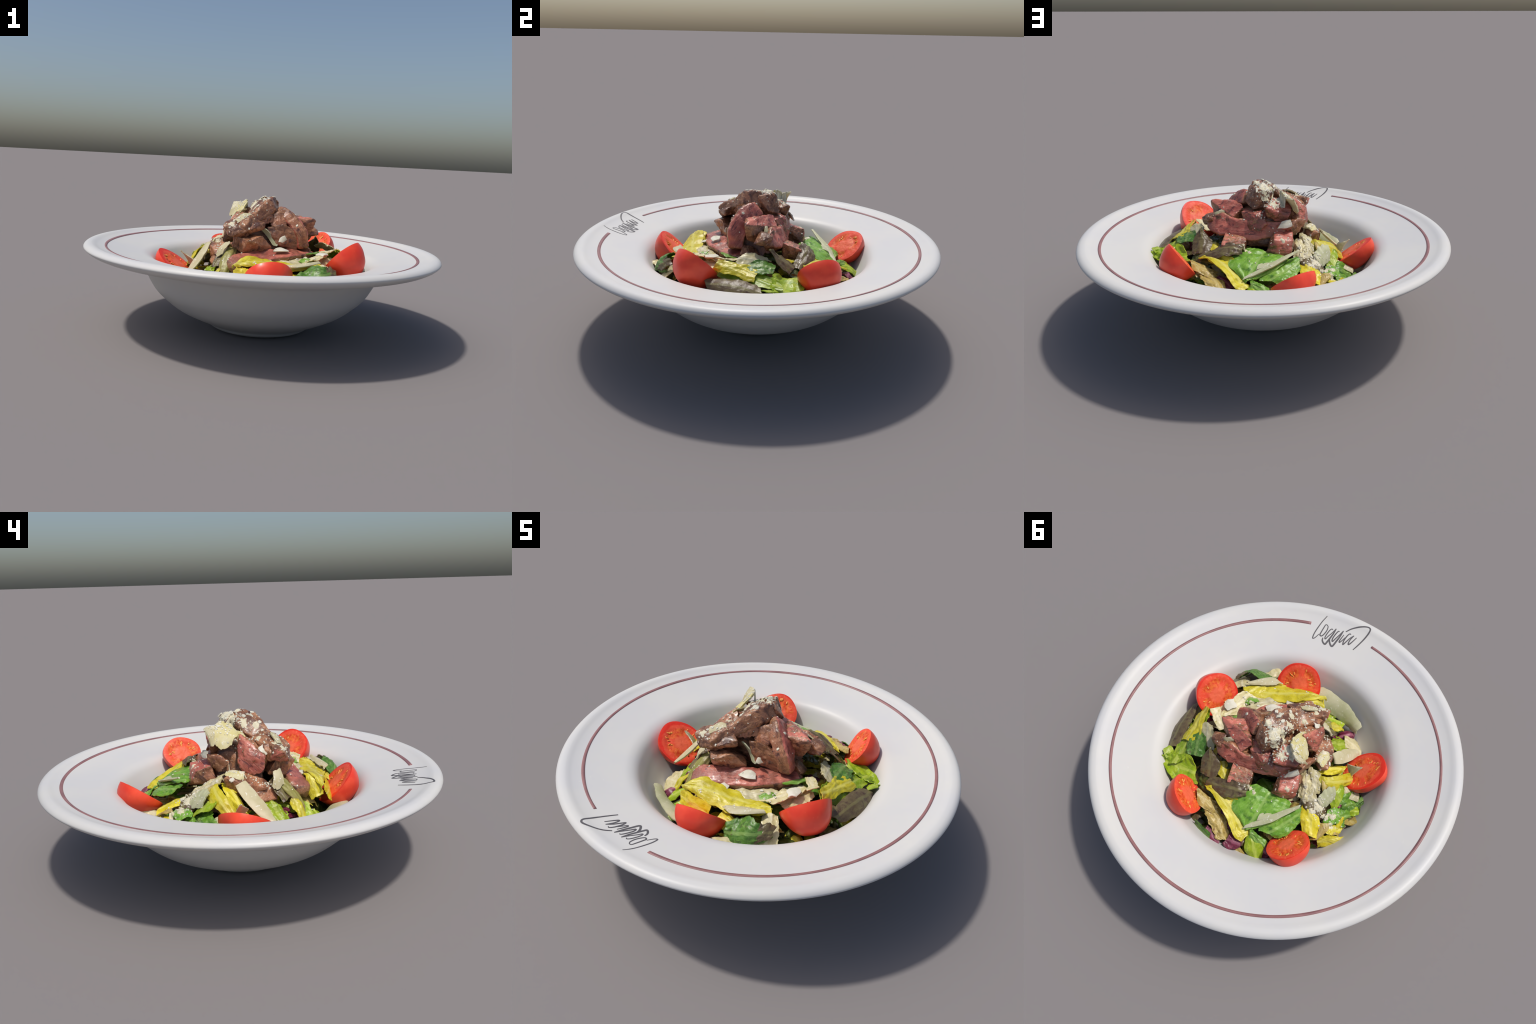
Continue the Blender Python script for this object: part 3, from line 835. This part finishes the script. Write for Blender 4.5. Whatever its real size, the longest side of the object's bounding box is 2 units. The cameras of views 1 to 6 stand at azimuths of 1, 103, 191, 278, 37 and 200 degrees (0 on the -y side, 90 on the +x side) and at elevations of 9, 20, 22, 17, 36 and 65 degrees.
    leaf("purple", [(0.28, 0.25, 0.42), (0.15, 0.265, 0.488), (0.05, 0.26, 0.485)], [(0.27, 0.32, 0.41), (0.14, 0.338, 0.455), (0.058, 0.315, 0.455)], 0.02, 0.012, 0.08)
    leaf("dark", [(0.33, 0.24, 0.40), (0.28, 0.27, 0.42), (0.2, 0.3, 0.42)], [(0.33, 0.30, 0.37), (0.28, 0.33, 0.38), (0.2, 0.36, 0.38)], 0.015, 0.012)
    leaf("yellow", [(0.27, 0.17, 0.45), (0.25, 0.22, 0.44), (0.22, 0.25, 0.43)], [(0.21, 0.16, 0.44), (0.19, 0.21, 0.43), (0.17, 0.25, 0.42)], 0.02, 0.010)
    # --- +y side: the big green leaf, its neighbour, the bright yellow fold
    leaf("green", [(0.04, 0.235, 0.462), (0.088, 0.30, 0.445), (0.088, 0.37, 0.425), (0.008, 0.447, 0.372)],
         [(-0.15, 0.235, 0.435), (-0.175, 0.28, 0.44), (-0.14, 0.35, 0.42), (-0.035, 0.44, 0.372)], 0.012, 0.010, 0.05)
    leaf("green", [(-0.22, 0.252, 0.44), (-0.14, 0.335, 0.415), (-0.06, 0.415, 0.375)], [(-0.255, 0.30, 0.405), (-0.225, 0.385, 0.385), (-0.155, 0.45, 0.365)], 0.014, 0.010, 0.08)
    leaf("yellow", [(0.275, 0.325, 0.425), (0.205, 0.362, 0.437), (0.115, 0.43, 0.405), (0.045, 0.50, 0.365), (0.0, 0.515, 0.345)],
         [(0.23, 0.29, 0.44), (0.12, 0.32, 0.435), (0.06, 0.375, 0.40), (0.015, 0.44, 0.368), (-0.028, 0.435, 0.347)], 0.004, 0.006, 0.05)
    leaf("yellow", [(0.27, 0.315, 0.435), (0.17, 0.33, 0.445), (0.08, 0.33, 0.44)], [(0.19, 0.355, 0.425), (0.13, 0.38, 0.395), (0.075, 0.39, 0.38)], -0.01, 0.006)
    leaf("tan", [(0.285, 0.385, 0.39), (0.25, 0.425, 0.37), (0.175, 0.50, 0.342), (0.10, 0.545, 0.31)], [(0.19, 0.352, 0.374), (0.17, 0.395, 0.36), (0.105, 0.44, 0.34), (0.075, 0.51, 0.31)], 0.014, 0.02, 0.18)
    leaf("tan", [(0.32, 0.34, 0.418), (0.26, 0.355, 0.405), (0.21, 0.37, 0.385)], [(0.29, 0.41, 0.395), (0.23, 0.42, 0.38), (0.19, 0.43, 0.36)], 0.018, 0.010, 0.1)
    leaf("radicchio", [(0.19, 0.41, 0.348), (0.14, 0.43, 0.342), (0.09, 0.47, 0.325)], [(0.15, 0.36, 0.355), (0.095, 0.39, 0.34), (0.055, 0.44, 0.33)], 0.012, 0.008)
    leaf("radicchio", [(0.095, 0.545, 0.32), (0.05, 0.56, 0.31), (0.01, 0.54, 0.305)], [(0.06, 0.48, 0.34), (0.03, 0.49, 0.335), (-0.005, 0.49, 0.33)], 0.014, 0.010)
    leaf("radicchio", [(-0.08, 0.46, 0.34), (-0.11, 0.48, 0.335), (-0.15, 0.49, 0.33)], [(-0.09, 0.51, 0.30), (-0.12, 0.53, 0.29), (-0.16, 0.53, 0.29)], 0.012, 0.010)
    leaf("radicchio", [(0.2, 0.49, 0.335), (0.15, 0.51, 0.325), (0.11, 0.53, 0.31)], [(0.21, 0.52, 0.32), (0.16, 0.55, 0.31), (0.12, 0.57, 0.29)], 0.012, 0.010)
    leaf("deep", [(0.275, 0.48, 0.345), (0.22, 0.505, 0.345), (0.17, 0.525, 0.34)], [(0.27, 0.51, 0.29), (0.22, 0.54, 0.29), (0.16, 0.555, 0.29)], 0.01, 0.008)
    leaf("lime", [(-0.015, 0.47, 0.34), (-0.03, 0.53, 0.315), (-0.075, 0.57, 0.275)], [(-0.06, 0.455, 0.345), (-0.11, 0.49, 0.335), (-0.125, 0.555, 0.285)], 0.02, 0.007, 0.04)
    leaf("green", [(-0.02, 0.43, 0.37), (-0.07, 0.45, 0.365), (-0.12, 0.46, 0.35)], [(-0.03, 0.48, 0.34), (-0.07, 0.49, 0.33), (-0.12, 0.5, 0.31)], 0.016, 0.012)
    leaf("tan", [(0.02, 0.52, 0.30), (-0.02, 0.545, 0.29), (-0.06, 0.56, 0.27)], [(0.03, 0.55, 0.26), (-0.01, 0.565, 0.25), (-0.05, 0.57, 0.24)], 0.008, 0.008)
    # --- -x side: curly greens, yellow hearts, pale shreds
    leaf("yellow", [(-0.235, 0.215, 0.396), (-0.245, 0.28, 0.375), (-0.29, 0.355, 0.335)], [(-0.27, 0.19, 0.39), (-0.34, 0.27, 0.37), (-0.36, 0.346, 0.335)], 0.03, 0.008, 0.06)
    leaf("yellow", [(-0.36, 0.335, 0.338), (-0.42, 0.31, 0.325), (-0.505, 0.27, 0.30)], [(-0.365, 0.37, 0.28), (-0.43, 0.35, 0.28), (-0.475, 0.315, 0.28)], 0.016, 0.010, 0.1)
    leaf("yellow", [(-0.39, 0.25, 0.335), (-0.43, 0.24, 0.315), (-0.46, 0.23, 0.285)], [(-0.38, 0.31, 0.34), (-0.43, 0.30, 0.32), (-0.47, 0.265, 0.295)], 0.02, 0.010, 0.1)
    leaf("tan", [(-0.34, 0.28, 0.36), (-0.36, 0.31, 0.355), (-0.33, 0.36, 0.32)], [(-0.40, 0.26, 0.37), (-0.40, 0.30, 0.36), (-0.36, 0.36, 0.32)], 0.008, 0.008, 0.1)
    leaf("deep", [(-0.40, 0.06, 0.335), (-0.45, 0.03, 0.27), (-0.50, -0.01, 0.25)], [(-0.43, 0.16, 0.315), (-0.485, 0.12, 0.27), (-0.53, 0.06, 0.265)], 0.02, 0.022, 0.14)
    leaf("green", [(-0.39, 0.16, 0.345), (-0.43, 0.14, 0.32), (-0.47, 0.12, 0.29)], [(-0.42, 0.25, 0.312), (-0.46, 0.22, 0.285), (-0.485, 0.18, 0.252)], 0.02, 0.020, 0.14)
    leaf("green", [(-0.36, 0.20, 0.375), (-0.39, 0.18, 0.37), (-0.42, 0.17, 0.355)], [(-0.37, 0.27, 0.35), (-0.41, 0.26, 0.35), (-0.44, 0.23, 0.33)], 0.015, 0.012, 0.1)
    leaf("lime", [(-0.37, 0.05, 0.42), (-0.40, 0.06, 0.41), (-0.42, 0.08, 0.385)], [(-0.35, 0.13, 0.38), (-0.375, 0.15, 0.365), (-0.40, 0.17, 0.34)], 0.018, 0.010, 0.08)
    leaf("green", [(-0.36, 0.10, 0.36), (-0.43, 0.05, 0.34), (-0.48, 0.0, 0.29)], [(-0.37, 0.2, 0.32), (-0.45, 0.17, 0.29), (-0.5, 0.12, 0.25)], 0.01, 0.02, 0.12)
    leaf("radicchio", [(-0.39, 0.11, 0.335), (-0.41, 0.10, 0.335), (-0.44, 0.09, 0.325)], [(-0.40, 0.14, 0.33), (-0.42, 0.14, 0.325), (-0.45, 0.12, 0.31)], 0.008, 0.006)
    leaf("cream", [(-0.165, 0.065, 0.452), (-0.178, 0.13, 0.432), (-0.19, 0.2, 0.402)], [(-0.225, 0.05, 0.472), (-0.24, 0.12, 0.446), (-0.26, 0.18, 0.41)], 0.02, 0.018, 0.16)
    leaf("cream", [(-0.205, 0.05, 0.484), (-0.225, 0.10, 0.460), (-0.24, 0.15, 0.432)], [(-0.265, 0.05, 0.482), (-0.285, 0.10, 0.452), (-0.30, 0.155, 0.415)], 0.02, 0.016, 0.16)
    leaf("cream", [(-0.2, 0.17, 0.415), (-0.22, 0.20, 0.405), (-0.25, 0.21, 0.395)], [(-0.24, 0.12, 0.44), (-0.27, 0.15, 0.43), (-0.30, 0.17, 0.41)], 0.014, 0.012, 0.12)
    leaf("yellow", [(-0.25, 0.05, 0.465), (-0.30, 0.065, 0.467), (-0.36, 0.02, 0.44), (-0.405, -0.055, 0.37)],
         [(-0.27, 0.10, 0.43), (-0.33, 0.105, 0.425), (-0.395, 0.05, 0.39), (-0.435, -0.03, 0.32)], 0.022, 0.009, 0.06)
    leaf("yellow", [(-0.24, 0.06, 0.455), (-0.30, 0.035, 0.447), (-0.375, -0.035, 0.375)], [(-0.255, -0.0, 0.445), (-0.31, -0.03, 0.425), (-0.365, -0.085, 0.355)], 0.012, 0.010, 0.1)
    leaf("tan", [(-0.285, 0.075, 0.468), (-0.30, 0.11, 0.455), (-0.315, 0.14, 0.43)], [(-0.31, 0.07, 0.462), (-0.325, 0.11, 0.445), (-0.33, 0.14, 0.425)], 0.006, 0.004, 0.05)
    leaf("tan", [(-0.40, 0.0, 0.36), (-0.41, -0.06, 0.32), (-0.43, -0.1, 0.27)], [(-0.44, 0.02, 0.31), (-0.46, -0.05, 0.28), (-0.47, -0.1, 0.24)], 0.014, 0.012, 0.1)
    leaf("cream", [(-0.30, -0.33, 0.25), (-0.37, -0.325, 0.228), (-0.425, -0.28, 0.213)], [(-0.32, -0.22, 0.32), (-0.37, -0.225, 0.285), (-0.42, -0.205, 0.245)], 0.018, 0.010, 0.08)
    leaf("lime", [(-0.25, -0.22, 0.36), (-0.28, -0.26, 0.32), (-0.31, -0.29, 0.27)], [(-0.24, -0.13, 0.395), (-0.30, -0.17, 0.345), (-0.35, -0.21, 0.285)], 0.014, 0.016, 0.12)
    leaf("lime", [(-0.165, -0.325, 0.368), (-0.215, -0.335, 0.33), (-0.28, -0.355, 0.275)], [(-0.185, -0.36, 0.325), (-0.225, -0.39, 0.285), (-0.265, -0.41, 0.245)], 0.016, 0.008, 0.06)
    leaf("lime", [(-0.17, -0.365, 0.30), (-0.21, -0.405, 0.27), (-0.245, -0.45, 0.235)], [(-0.12, -0.38, 0.29), (-0.14, -0.43, 0.255), (-0.17, -0.48, 0.225)], 0.014, 0.010, 0.1)
    leaf("yellow", [(-0.24, -0.27, 0.37), (-0.27, -0.30, 0.34), (-0.29, -0.33, 0.29)], [(-0.2, -0.28, 0.40), (-0.22, -0.32, 0.36), (-0.25, -0.35, 0.3)], 0.016, 0.012, 0.1)
    leaf("purple", [(-0.20, -0.16, 0.47), (-0.24, -0.2, 0.43), (-0.27, -0.24, 0.38)], [(-0.16, -0.2, 0.47), (-0.19, -0.23, 0.44), (-0.22, -0.27, 0.39)], 0.012, 0.010, 0.1)
    lump("radicchio_piece", (-0.305, -0.325, 0.235), (0.06, 0.04, 0.035), LEAF["radicchio"], 3.0, (1, 0.8, 0), label="glossy folded purple radicchio heart", category="radicchio")
    lump("mushroom_slice", (-0.30, 0.21, 0.372), (0.075, 0.055, 0.032), LEAF["purple"], 5.0, (-0.126, 0.05, -0.05), (-0.4, 0.25, 0.9), label="dark brown wrinkled mushroom slice", category="mushroom")
    # thick lettuce stalk leaning against the beef
    S = spline([(-0.165, -0.19, 0.48), (-0.18, -0.25, 0.43), (-0.195, -0.31, 0.365), (-0.213, -0.355, 0.29)], 40)
    q = np.linspace(0, 2 * np.pi, 28, endpoint=False)
    T = unit(np.gradient(S, axis=0))
    X = unit(np.cross(T, (0, 0, 1)))
    Y = np.cross(X, T)
    rad = 0.03 + 0.006 * np.sin(np.linspace(0, 5, 40))
    ridge = 1 + 0.09 * np.cos(6 * q)
    P = S[:, None] + (X[:, None] * np.cos(q)[None, :, None] + 0.6 * Y[:, None] * np.sin(q)[None, :, None]) * (rad[:, None] * ridge[None])[..., None]
    P = P.reshape(-1, 3)
    P += unit(P - np.repeat(S, 28, 0)) * (0.005 * nz(P, 18, 4.0, 3))[:, None]
    F = grid_faces(40, 28, True) + [tuple(range(28))[::-1], tuple(39 * 28 + j for j in range(28))]
    tag(make("lettuce_stalk", P, F, LEAF["stalk"], frame(S[20], S[-1] - S[0], Y[20])), LEAF_LABEL["stalk"], "lettuce")


def cheese():
    # two big slabs on the crown
    shaving([(-0.125, 0.11, 0.715), (-0.16, 0.14, 0.715), (-0.196, 0.146, 0.715)], [(-0.16, 0.07, 0.66), (-0.18, 0.09, 0.645), (-0.20, 0.10, 0.63)], PARM, 0.012)
    shaving([(-0.12, 0.10, 0.725), (-0.105, 0.05, 0.72), (-0.115, -0.01, 0.69)], [(-0.185, 0.10, 0.635), (-0.19, 0.06, 0.62), (-0.185, 0.01, 0.62)], PARM_Y, 0.014, 0.012, 0.1)
    shaving([(-0.10, 0.0, 0.69), (-0.12, -0.03, 0.685), (-0.135, -0.05, 0.67)], [(-0.12, 0.01, 0.66), (-0.145, -0.02, 0.655), (-0.16, -0.05, 0.64)], PARM_Y)
    # flake standing on the front slab of beef, white square flake, flakes around
    shaving([(-0.15, -0.20, 0.645), (-0.11, -0.17, 0.675), (-0.075, -0.16, 0.675)], [(-0.14, -0.23, 0.625), (-0.10, -0.21, 0.65), (-0.06, -0.19, 0.66)], PARM, 0.01)
    shaving([(-0.015, -0.04, 0.752), (0.01, -0.03, 0.75), (0.035, -0.02, 0.735)], [(-0.005, -0.075, 0.735), (0.015, -0.07, 0.725), (0.045, -0.055, 0.705)], PARM_W, 0.01)
    shaving([(-0.01, -0.135, 0.595), (0.02, -0.14, 0.59), (0.045, -0.135, 0.57)], [(0.06, -0.135, 0.50), (0.075, -0.137, 0.50), (0.085, -0.137, 0.50)], PARM_G, 0.008, 0.01)
    shaving([(0.155, 0.075, 0.628), (0.17, 0.08, 0.632), (0.195, 0.08, 0.628)], [(0.225, 0.105, 0.59), (0.24, 0.11, 0.59), (0.255, 0.10, 0.598)], PARM, 0.009, 0.004)
    shaving([(0.07, -0.20, 0.492), (0.10, -0.19, 0.50), (0.13, -0.19, 0.49)], [(0.07, -0.245, 0.485), (0.11, -0.24, 0.488), (0.145, -0.22, 0.485)], PARM_W, 0.008)
    shaving([(-0.125, 0.16, 0.597), (-0.15, 0.145, 0.60), (-0.175, 0.125, 0.602)], [(-0.11, 0.18, 0.565), (-0.14, 0.165, 0.565), (-0.17, 0.145, 0.565)], PARM_W, 0.009)
    # cheese on the lower -x block
    shaving([(-0.215, 0.02, 0.515), (-0.23, -0.02, 0.52), (-0.235, -0.06, 0.515)], [(-0.275, 0.025, 0.508), (-0.285, -0.01, 0.50), (-0.28, -0.05, 0.495)], PARM_Y, 0.012, 0.01, 0.12)
    # the two large leaning slabs, the curved one along the well, the stick on the green leaf
    shaving([(-0.318, -0.02, 0.482), (-0.35, -0.055, 0.44), (-0.39, -0.125, 0.375), (-0.415, -0.20, 0.32)], [(-0.292, -0.075, 0.487), (-0.315, -0.125, 0.435), (-0.35, -0.18, 0.38), (-0.398, -0.225, 0.328)], PARM, 0.011, 0.006, 0.03)
    shaving([(-0.465, -0.075, 0.44), (-0.46, -0.078, 0.432), (-0.45, -0.08, 0.425)], [(-0.42, -0.03, 0.365), (-0.405, -0.06, 0.36), (-0.378, -0.095, 0.385)], PARM, 0.008, 0.006, 0.02)
    shaving([(-0.04, -0.54, 0.315), (-0.15, -0.535, 0.333), (-0.26, -0.485, 0.335), (-0.335, -0.43, 0.325), (-0.385, -0.388, 0.30)],
            [(-0.08, -0.44, 0.28), (-0.16, -0.43, 0.272), (-0.25, -0.41, 0.262), (-0.305, -0.385, 0.255), (-0.345, -0.365, 0.26)], PARM_G, 0.009, 0.012, 0.06)
    shaving([(-0.235, 0.262, 0.484), (-0.12, 0.34, 0.442), (0.0, 0.43, 0.39)], [(-0.228, 0.28, 0.476), (-0.11, 0.39, 0.425), (0.012, 0.452, 0.38)], PARM_G, 0.012, 0.003, 0.05)
    shaving([(-0.06, 0.355, 0.434), (-0.085, 0.348, 0.436), (-0.11, 0.345, 0.437)], [(-0.035, 0.40, 0.416), (-0.068, 0.385, 0.422), (-0.10, 0.368, 0.43)], PARM_G, 0.009, 0.003, 0.08)
    shaving([(0.13, -0.425, 0.432), (0.2, -0.432, 0.437), (0.309, -0.35, 0.450)], [(0.145, -0.40, 0.437), (0.21, -0.37, 0.443), (0.30, -0.335, 0.45)], PARM, 0.009, 0.008, 0.04)
    shaving([(-0.30, 0.165, 0.43), (-0.33, 0.12, 0.45), (-0.357, 0.09, 0.462)], [(-0.335, 0.20, 0.375), (-0.36, 0.165, 0.37), (-0.375, 0.12, 0.39)], PARM_G, 0.011, 0.01, 0.12)
    shaving([(-0.40, 0.02, 0.35), (-0.45, 0.02, 0.325), (-0.50, 0.02, 0.30)], [(-0.405, 0.06, 0.345), (-0.45, 0.07, 0.32), (-0.49, 0.06, 0.295)], PARM, 0.01, 0.006, 0.05)
    shaving([(-0.165, -0.225, 0.515), (-0.185, -0.21, 0.52), (-0.205, -0.185, 0.51)], [(-0.222, -0.235, 0.445), (-0.238, -0.215, 0.44), (-0.248, -0.195, 0.445)], PARM, 0.007, 0.008, 0.16)
    shaving([(-0.14, -0.135, 0.635), (-0.16, -0.13, 0.63), (-0.17, -0.115, 0.62)], [(-0.165, -0.165, 0.60), (-0.18, -0.155, 0.595), (-0.19, -0.14, 0.59)], PARM_W, 0.008, 0.006, 0.1)
    shaving([(0.31, -0.57, 0.345), (0.27, -0.575, 0.34), (0.25, -0.57, 0.33)], [(0.34, -0.53, 0.27), (0.29, -0.54, 0.25), (0.25, -0.55, 0.25)], PARM, 0.008, 0.006, 0.06)
    shaving([(0.12, -0.15, 0.565), (0.10, -0.14, 0.55), (0.09, -0.14, 0.53)], [(0.14, -0.15, 0.545), (0.12, -0.15, 0.53), (0.105, -0.15, 0.52)], PARM_W, 0.006)
    shaving([(0.33, -0.12, 0.472), (0.36, -0.14, 0.474), (0.37, -0.17, 0.472)], [(0.30, -0.17, 0.466), (0.32, -0.19, 0.468), (0.34, -0.21, 0.466)], PARM_W, 0.007, 0.005, 0.1)
    shaving([(0.02, -0.27, 0.448), (0.05, -0.30, 0.444), (0.06, -0.33, 0.44)], [(0.0, -0.31, 0.438), (0.02, -0.33, 0.436), (0.04, -0.345, 0.434)], PARM_W, 0.007, 0.004, 0.1)


# ------------------------------------------------------------------ filling under the visible leaves
def bed_height(x, y):
    r = math.hypot(x, y)
    h = 0.37 + 0.05 * (x / 0.5)
    return h - 0.13 * max(0.0, (r - 0.15) / 0.4) ** 1.4


def filling():
    """Chopped salad that fills the well below the leaves laid on top."""
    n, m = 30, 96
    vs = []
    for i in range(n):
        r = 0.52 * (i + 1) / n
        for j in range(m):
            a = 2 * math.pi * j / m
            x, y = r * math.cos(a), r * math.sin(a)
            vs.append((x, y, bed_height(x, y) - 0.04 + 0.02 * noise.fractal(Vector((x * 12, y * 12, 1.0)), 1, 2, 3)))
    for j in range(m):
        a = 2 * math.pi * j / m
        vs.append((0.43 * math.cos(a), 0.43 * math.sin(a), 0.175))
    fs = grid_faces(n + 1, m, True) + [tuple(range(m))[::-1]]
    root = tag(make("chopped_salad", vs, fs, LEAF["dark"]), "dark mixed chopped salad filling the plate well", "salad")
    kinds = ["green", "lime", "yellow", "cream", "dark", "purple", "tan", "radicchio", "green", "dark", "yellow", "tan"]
    shapes = []
    for k in range(12):
        L, W = RNG.uniform(0.05, 0.085), RNG.uniform(0.03, 0.05)
        b = RNG.uniform(0.006, 0.02)
        v, f, M = sheet([(-L, -W, 0), (0, -W * 1.2, b), (L, -W * 0.6, 0)], [(-L, W * 0.7, 0), (0, W, b), (L, W * 0.5, 0)], 0.004, 0.012, 0.010, 0.2, 200 + k * 3.1, 30, 18, ruffle=0.008)
        ob = make("leaf_scrap", v, f, LEAF[kinds[k]], parent=root, sharp=50)
        shapes.append(ob)
    placed = []
    for k in range(210):
        a, r = RNG.uniform(0, 2 * np.pi), 0.56 * math.sqrt(RNG.uniform(0.1, 1))
        x, y = r * math.cos(a), r * math.sin(a)
        if r > 0.47:
            z = max(bed_height(x, y) - 0.02, float(rim_height(r)) + 0.014)
            z = min(z, 0.36)
        else:
            z = bed_height(x, y) + RNG.uniform(-0.03, 0.004)
        lim = 0.54 if x > 0 else 0.50
        if r > lim:
            x, y = x * lim / r, y * lim / r
        if x < 0 and y < 0 and math.hypot(x, y) > 0.36:
            x, y = x * 0.62, y * 0.62
            z = bed_height(x, y)
        src = shapes[k % 12]
        ob = src if k < 12 else src.copy()
        if k >= 12:
            COL.objects.link(ob)
        s = RNG.uniform(0.7, 1.15)
        tilt = V((-x, -y, 0)) * RNG.uniform(0.2, 1.3) + RNG.normal(0, 0.35, 3) + V((0, 0, 0.9))
        Mx = frame((x, y, z), RNG.normal(0, 1, 3), tilt)
        Mx[:3, :3] *= s
        ob.parent = root
        ob.matrix_basis = Matrix(Mx.tolist())
        placed.append(ob)
    return root


# ------------------------------------------------------------------ grated crumbs
def surface_below(dg, x, y):
    hit, loc, nor, _, ob, _ = bpy.context.scene.ray_cast(dg, Vector((x, y, 1.5)), Vector((0, 0, -1)))
    if not hit or math.hypot(x, y) > 0.52 or ob.name.startswith(("soup", "tomato", "cut_face", "rim", "seed")):
        return None
    return np.array(loc), unit(np.array(nor))


def crumbs():
    """Grated cheese and creamy smears scattered over the crown and a few leaves, dropped onto what lies below."""
    bpy.context.view_layer.update()
    dg = bpy.context.evaluated_depsgraph_get()
    rng = np.random.default_rng(5)
    # thin smears: centre, radius
    smears = [(0.0, 0.055, 0.036), (-0.035, 0.04, 0.03), (-0.06, -0.03, 0.022), (-0.02, 0.085, 0.024), (-0.10, 0.09, 0.030), (-0.075, 0.125, 0.024), (-0.13, 0.115, 0.02),
              (-0.11, -0.11, 0.016), (-0.05, -0.09, 0.018), (-0.24, 0.0, 0.028), (-0.25, -0.05, 0.022), (-0.31, 0.205, 0.03), (-0.29, 0.24, 0.018),
              (-0.365, 0.235, 0.024), (-0.40, 0.22, 0.022), (-0.41, 0.265, 0.016), (-0.23, 0.21, 0.018), (-0.15, -0.19, 0.016), (0.04, 0.02, 0.02), (0.37, -0.40, 0.016),
              (0.24, -0.23, 0.014), (-0.17, -0.235, 0.02), (-0.14, 0.22, 0.014), (0.02, 0.275, 0.012), (0.05, 0.26, 0.015)]
    vs, fs = [], []
    nr, nt = 7, 30
    for k, (cx, cy, rad) in enumerate(smears):
        c = surface_below(dg, cx, cy)
        if c is None:
            continue
        o, z0 = len(vs), c[0][2]
        for i in range(nr):
            f = i / (nr - 1)
            for j in range(nt):
                a = 2 * math.pi * j / nt
                rr = rad * f * (1 + 0.55 * noise.fractal(Vector((math.cos(a) * 1.6 + k * 3, math.sin(a) * 1.6, k)), 0.8, 2.1, 4))
                x, y = cx + rr * math.cos(a), cy + rr * math.sin(a) * 0.85
                h = surface_below(dg, x, y)
                z = z0 if h is None else max(h[0][2], z0 - 0.05)
                vs.append((x, y, z + 0.0032 * (1 - f ** 3) - 0.0012 * f + 0.0016 * noise.noise(Vector((x * 150, y * 150, 0)))))
        fs += [f for f in grid_faces(nr, nt, True, o)]
    ob = tag(make("cheese_smear", np.array(vs), fs, CREAM), "creamy thin patches of melted cheese and dressing", "cheese")
    ob["kind"] = "stuff"
    # crumbs: centre, spread, count, mean size
    drops = [((-0.03, 0.05), 0.045, 190, 0.0042), ((-0.09, -0.10), 0.06, 90, 0.0042), ((-0.09, 0.09), 0.05, 150, 0.0045), ((-0.24, -0.03), 0.04, 45, 0.004),
             ((-0.31, 0.21), 0.035, 70, 0.004), ((-0.39, 0.23), 0.04, 50, 0.004), ((-0.15, 0.2), 0.04, 20, 0.004), ((-0.23, 0.13), 0.05, 20, 0.004),
             ((0.0, 0.3), 0.08, 20, 0.0045), ((0.26, -0.24), 0.03, 10, 0.006), ((0.0, -0.3), 0.15, 20, 0.005), ((0.35, -0.43), 0.03, 12, 0.006),
             ((-0.17, -0.23), 0.03, 30, 0.005), ((0.16, 0.1), 0.12, 16, 0.004), ((-0.25, -0.16), 0.025, 30, 0.004),
             # a few larger flakes
             ((-0.02, 0.03), 0.05, 12, 0.011), ((-0.10, -0.12), 0.05, 9, 0.010), ((-0.11, 0.08), 0.04, 10, 0.011), ((-0.31, 0.21), 0.04, 9, 0.010),
             ((-0.2, 0.0), 0.08, 10, 0.009), ((0.02, -0.25), 0.12, 6, 0.009)]
    vs, fs = [], []
    for (c, sp, cnt, size) in drops:
        for k in range(cnt):
            h = surface_below(dg, rng.normal(c[0], sp), rng.normal(c[1], sp))
            if h is None:
                continue
            loc, N3 = h
            t = unit(np.cross(N3, rng.normal(0, 1, 3)))
            b = np.cross(N3, t)
            L = size * rng.uniform(0.5, 1.7)
            W, H = L * rng.uniform(0.45, 1.0), min(size, 0.006) * rng.uniform(0.3, 0.6)
            o, m = len(vs), 6
            p0 = loc + N3 * H * 0.3
            for lev, sc in ((-1, 1.0), (1, 0.8)):
                for j in range(m):
                    a = 2 * math.pi * j / m + rng.uniform(-0.35, 0.35)
                    r = rng.uniform(0.65, 1.15) * sc
                    vs.append(p0 + t * L * r * math.cos(a) + b * W * r * math.sin(a) + N3 * H * lev * rng.uniform(0.7, 1.2))
            fs += [tuple(o + j for j in range(m))[::-1], tuple(o + m + j for j in range(m))]
            fs += [(o + j, o + (j + 1) % m, o + m + (j + 1) % m, o + m + j) for j in range(m)]
    ob = tag(make("grated_cheese", np.array(vs), fs, PARM_W, smooth=False), "fine white crumbs of grated hard cheese", "cheese")
    ob["kind"] = "stuff"


plate()
tomato((0.432, -0.203, 0.464), (-0.64, 0.40, 0.66), (0.77, 0.39, 0.51), 0.124, 0.122, 0.135, 1.1, 6)
tomato((0.340, 0.398, 0.449), (-0.67, -0.45, 0.58), (0.58, 0.16, 0.80), 0.102, 0.112, 0.12, 2.3)
tomato((-0.236, 0.458, 0.402), (0.46, -0.42, 0.78), (0.77, 0.63, -0.11), 0.114, 0.119, 0.10, 3.2)
tomato((0.039, -0.480, 0.391), (-0.17, 0.72, 0.68), (0.90, -0.16, 0.40), 0.129, 0.120, 0.115, 4.5)
tomato((-0.470, -0.094, 0.362), (0.59, -0.09, 0.81), (0.80, 0.18, -0.56), 0.139, 0.126, 0.10, 5.4)
meat()
leaves()
cheese()
filling()
crumbs()
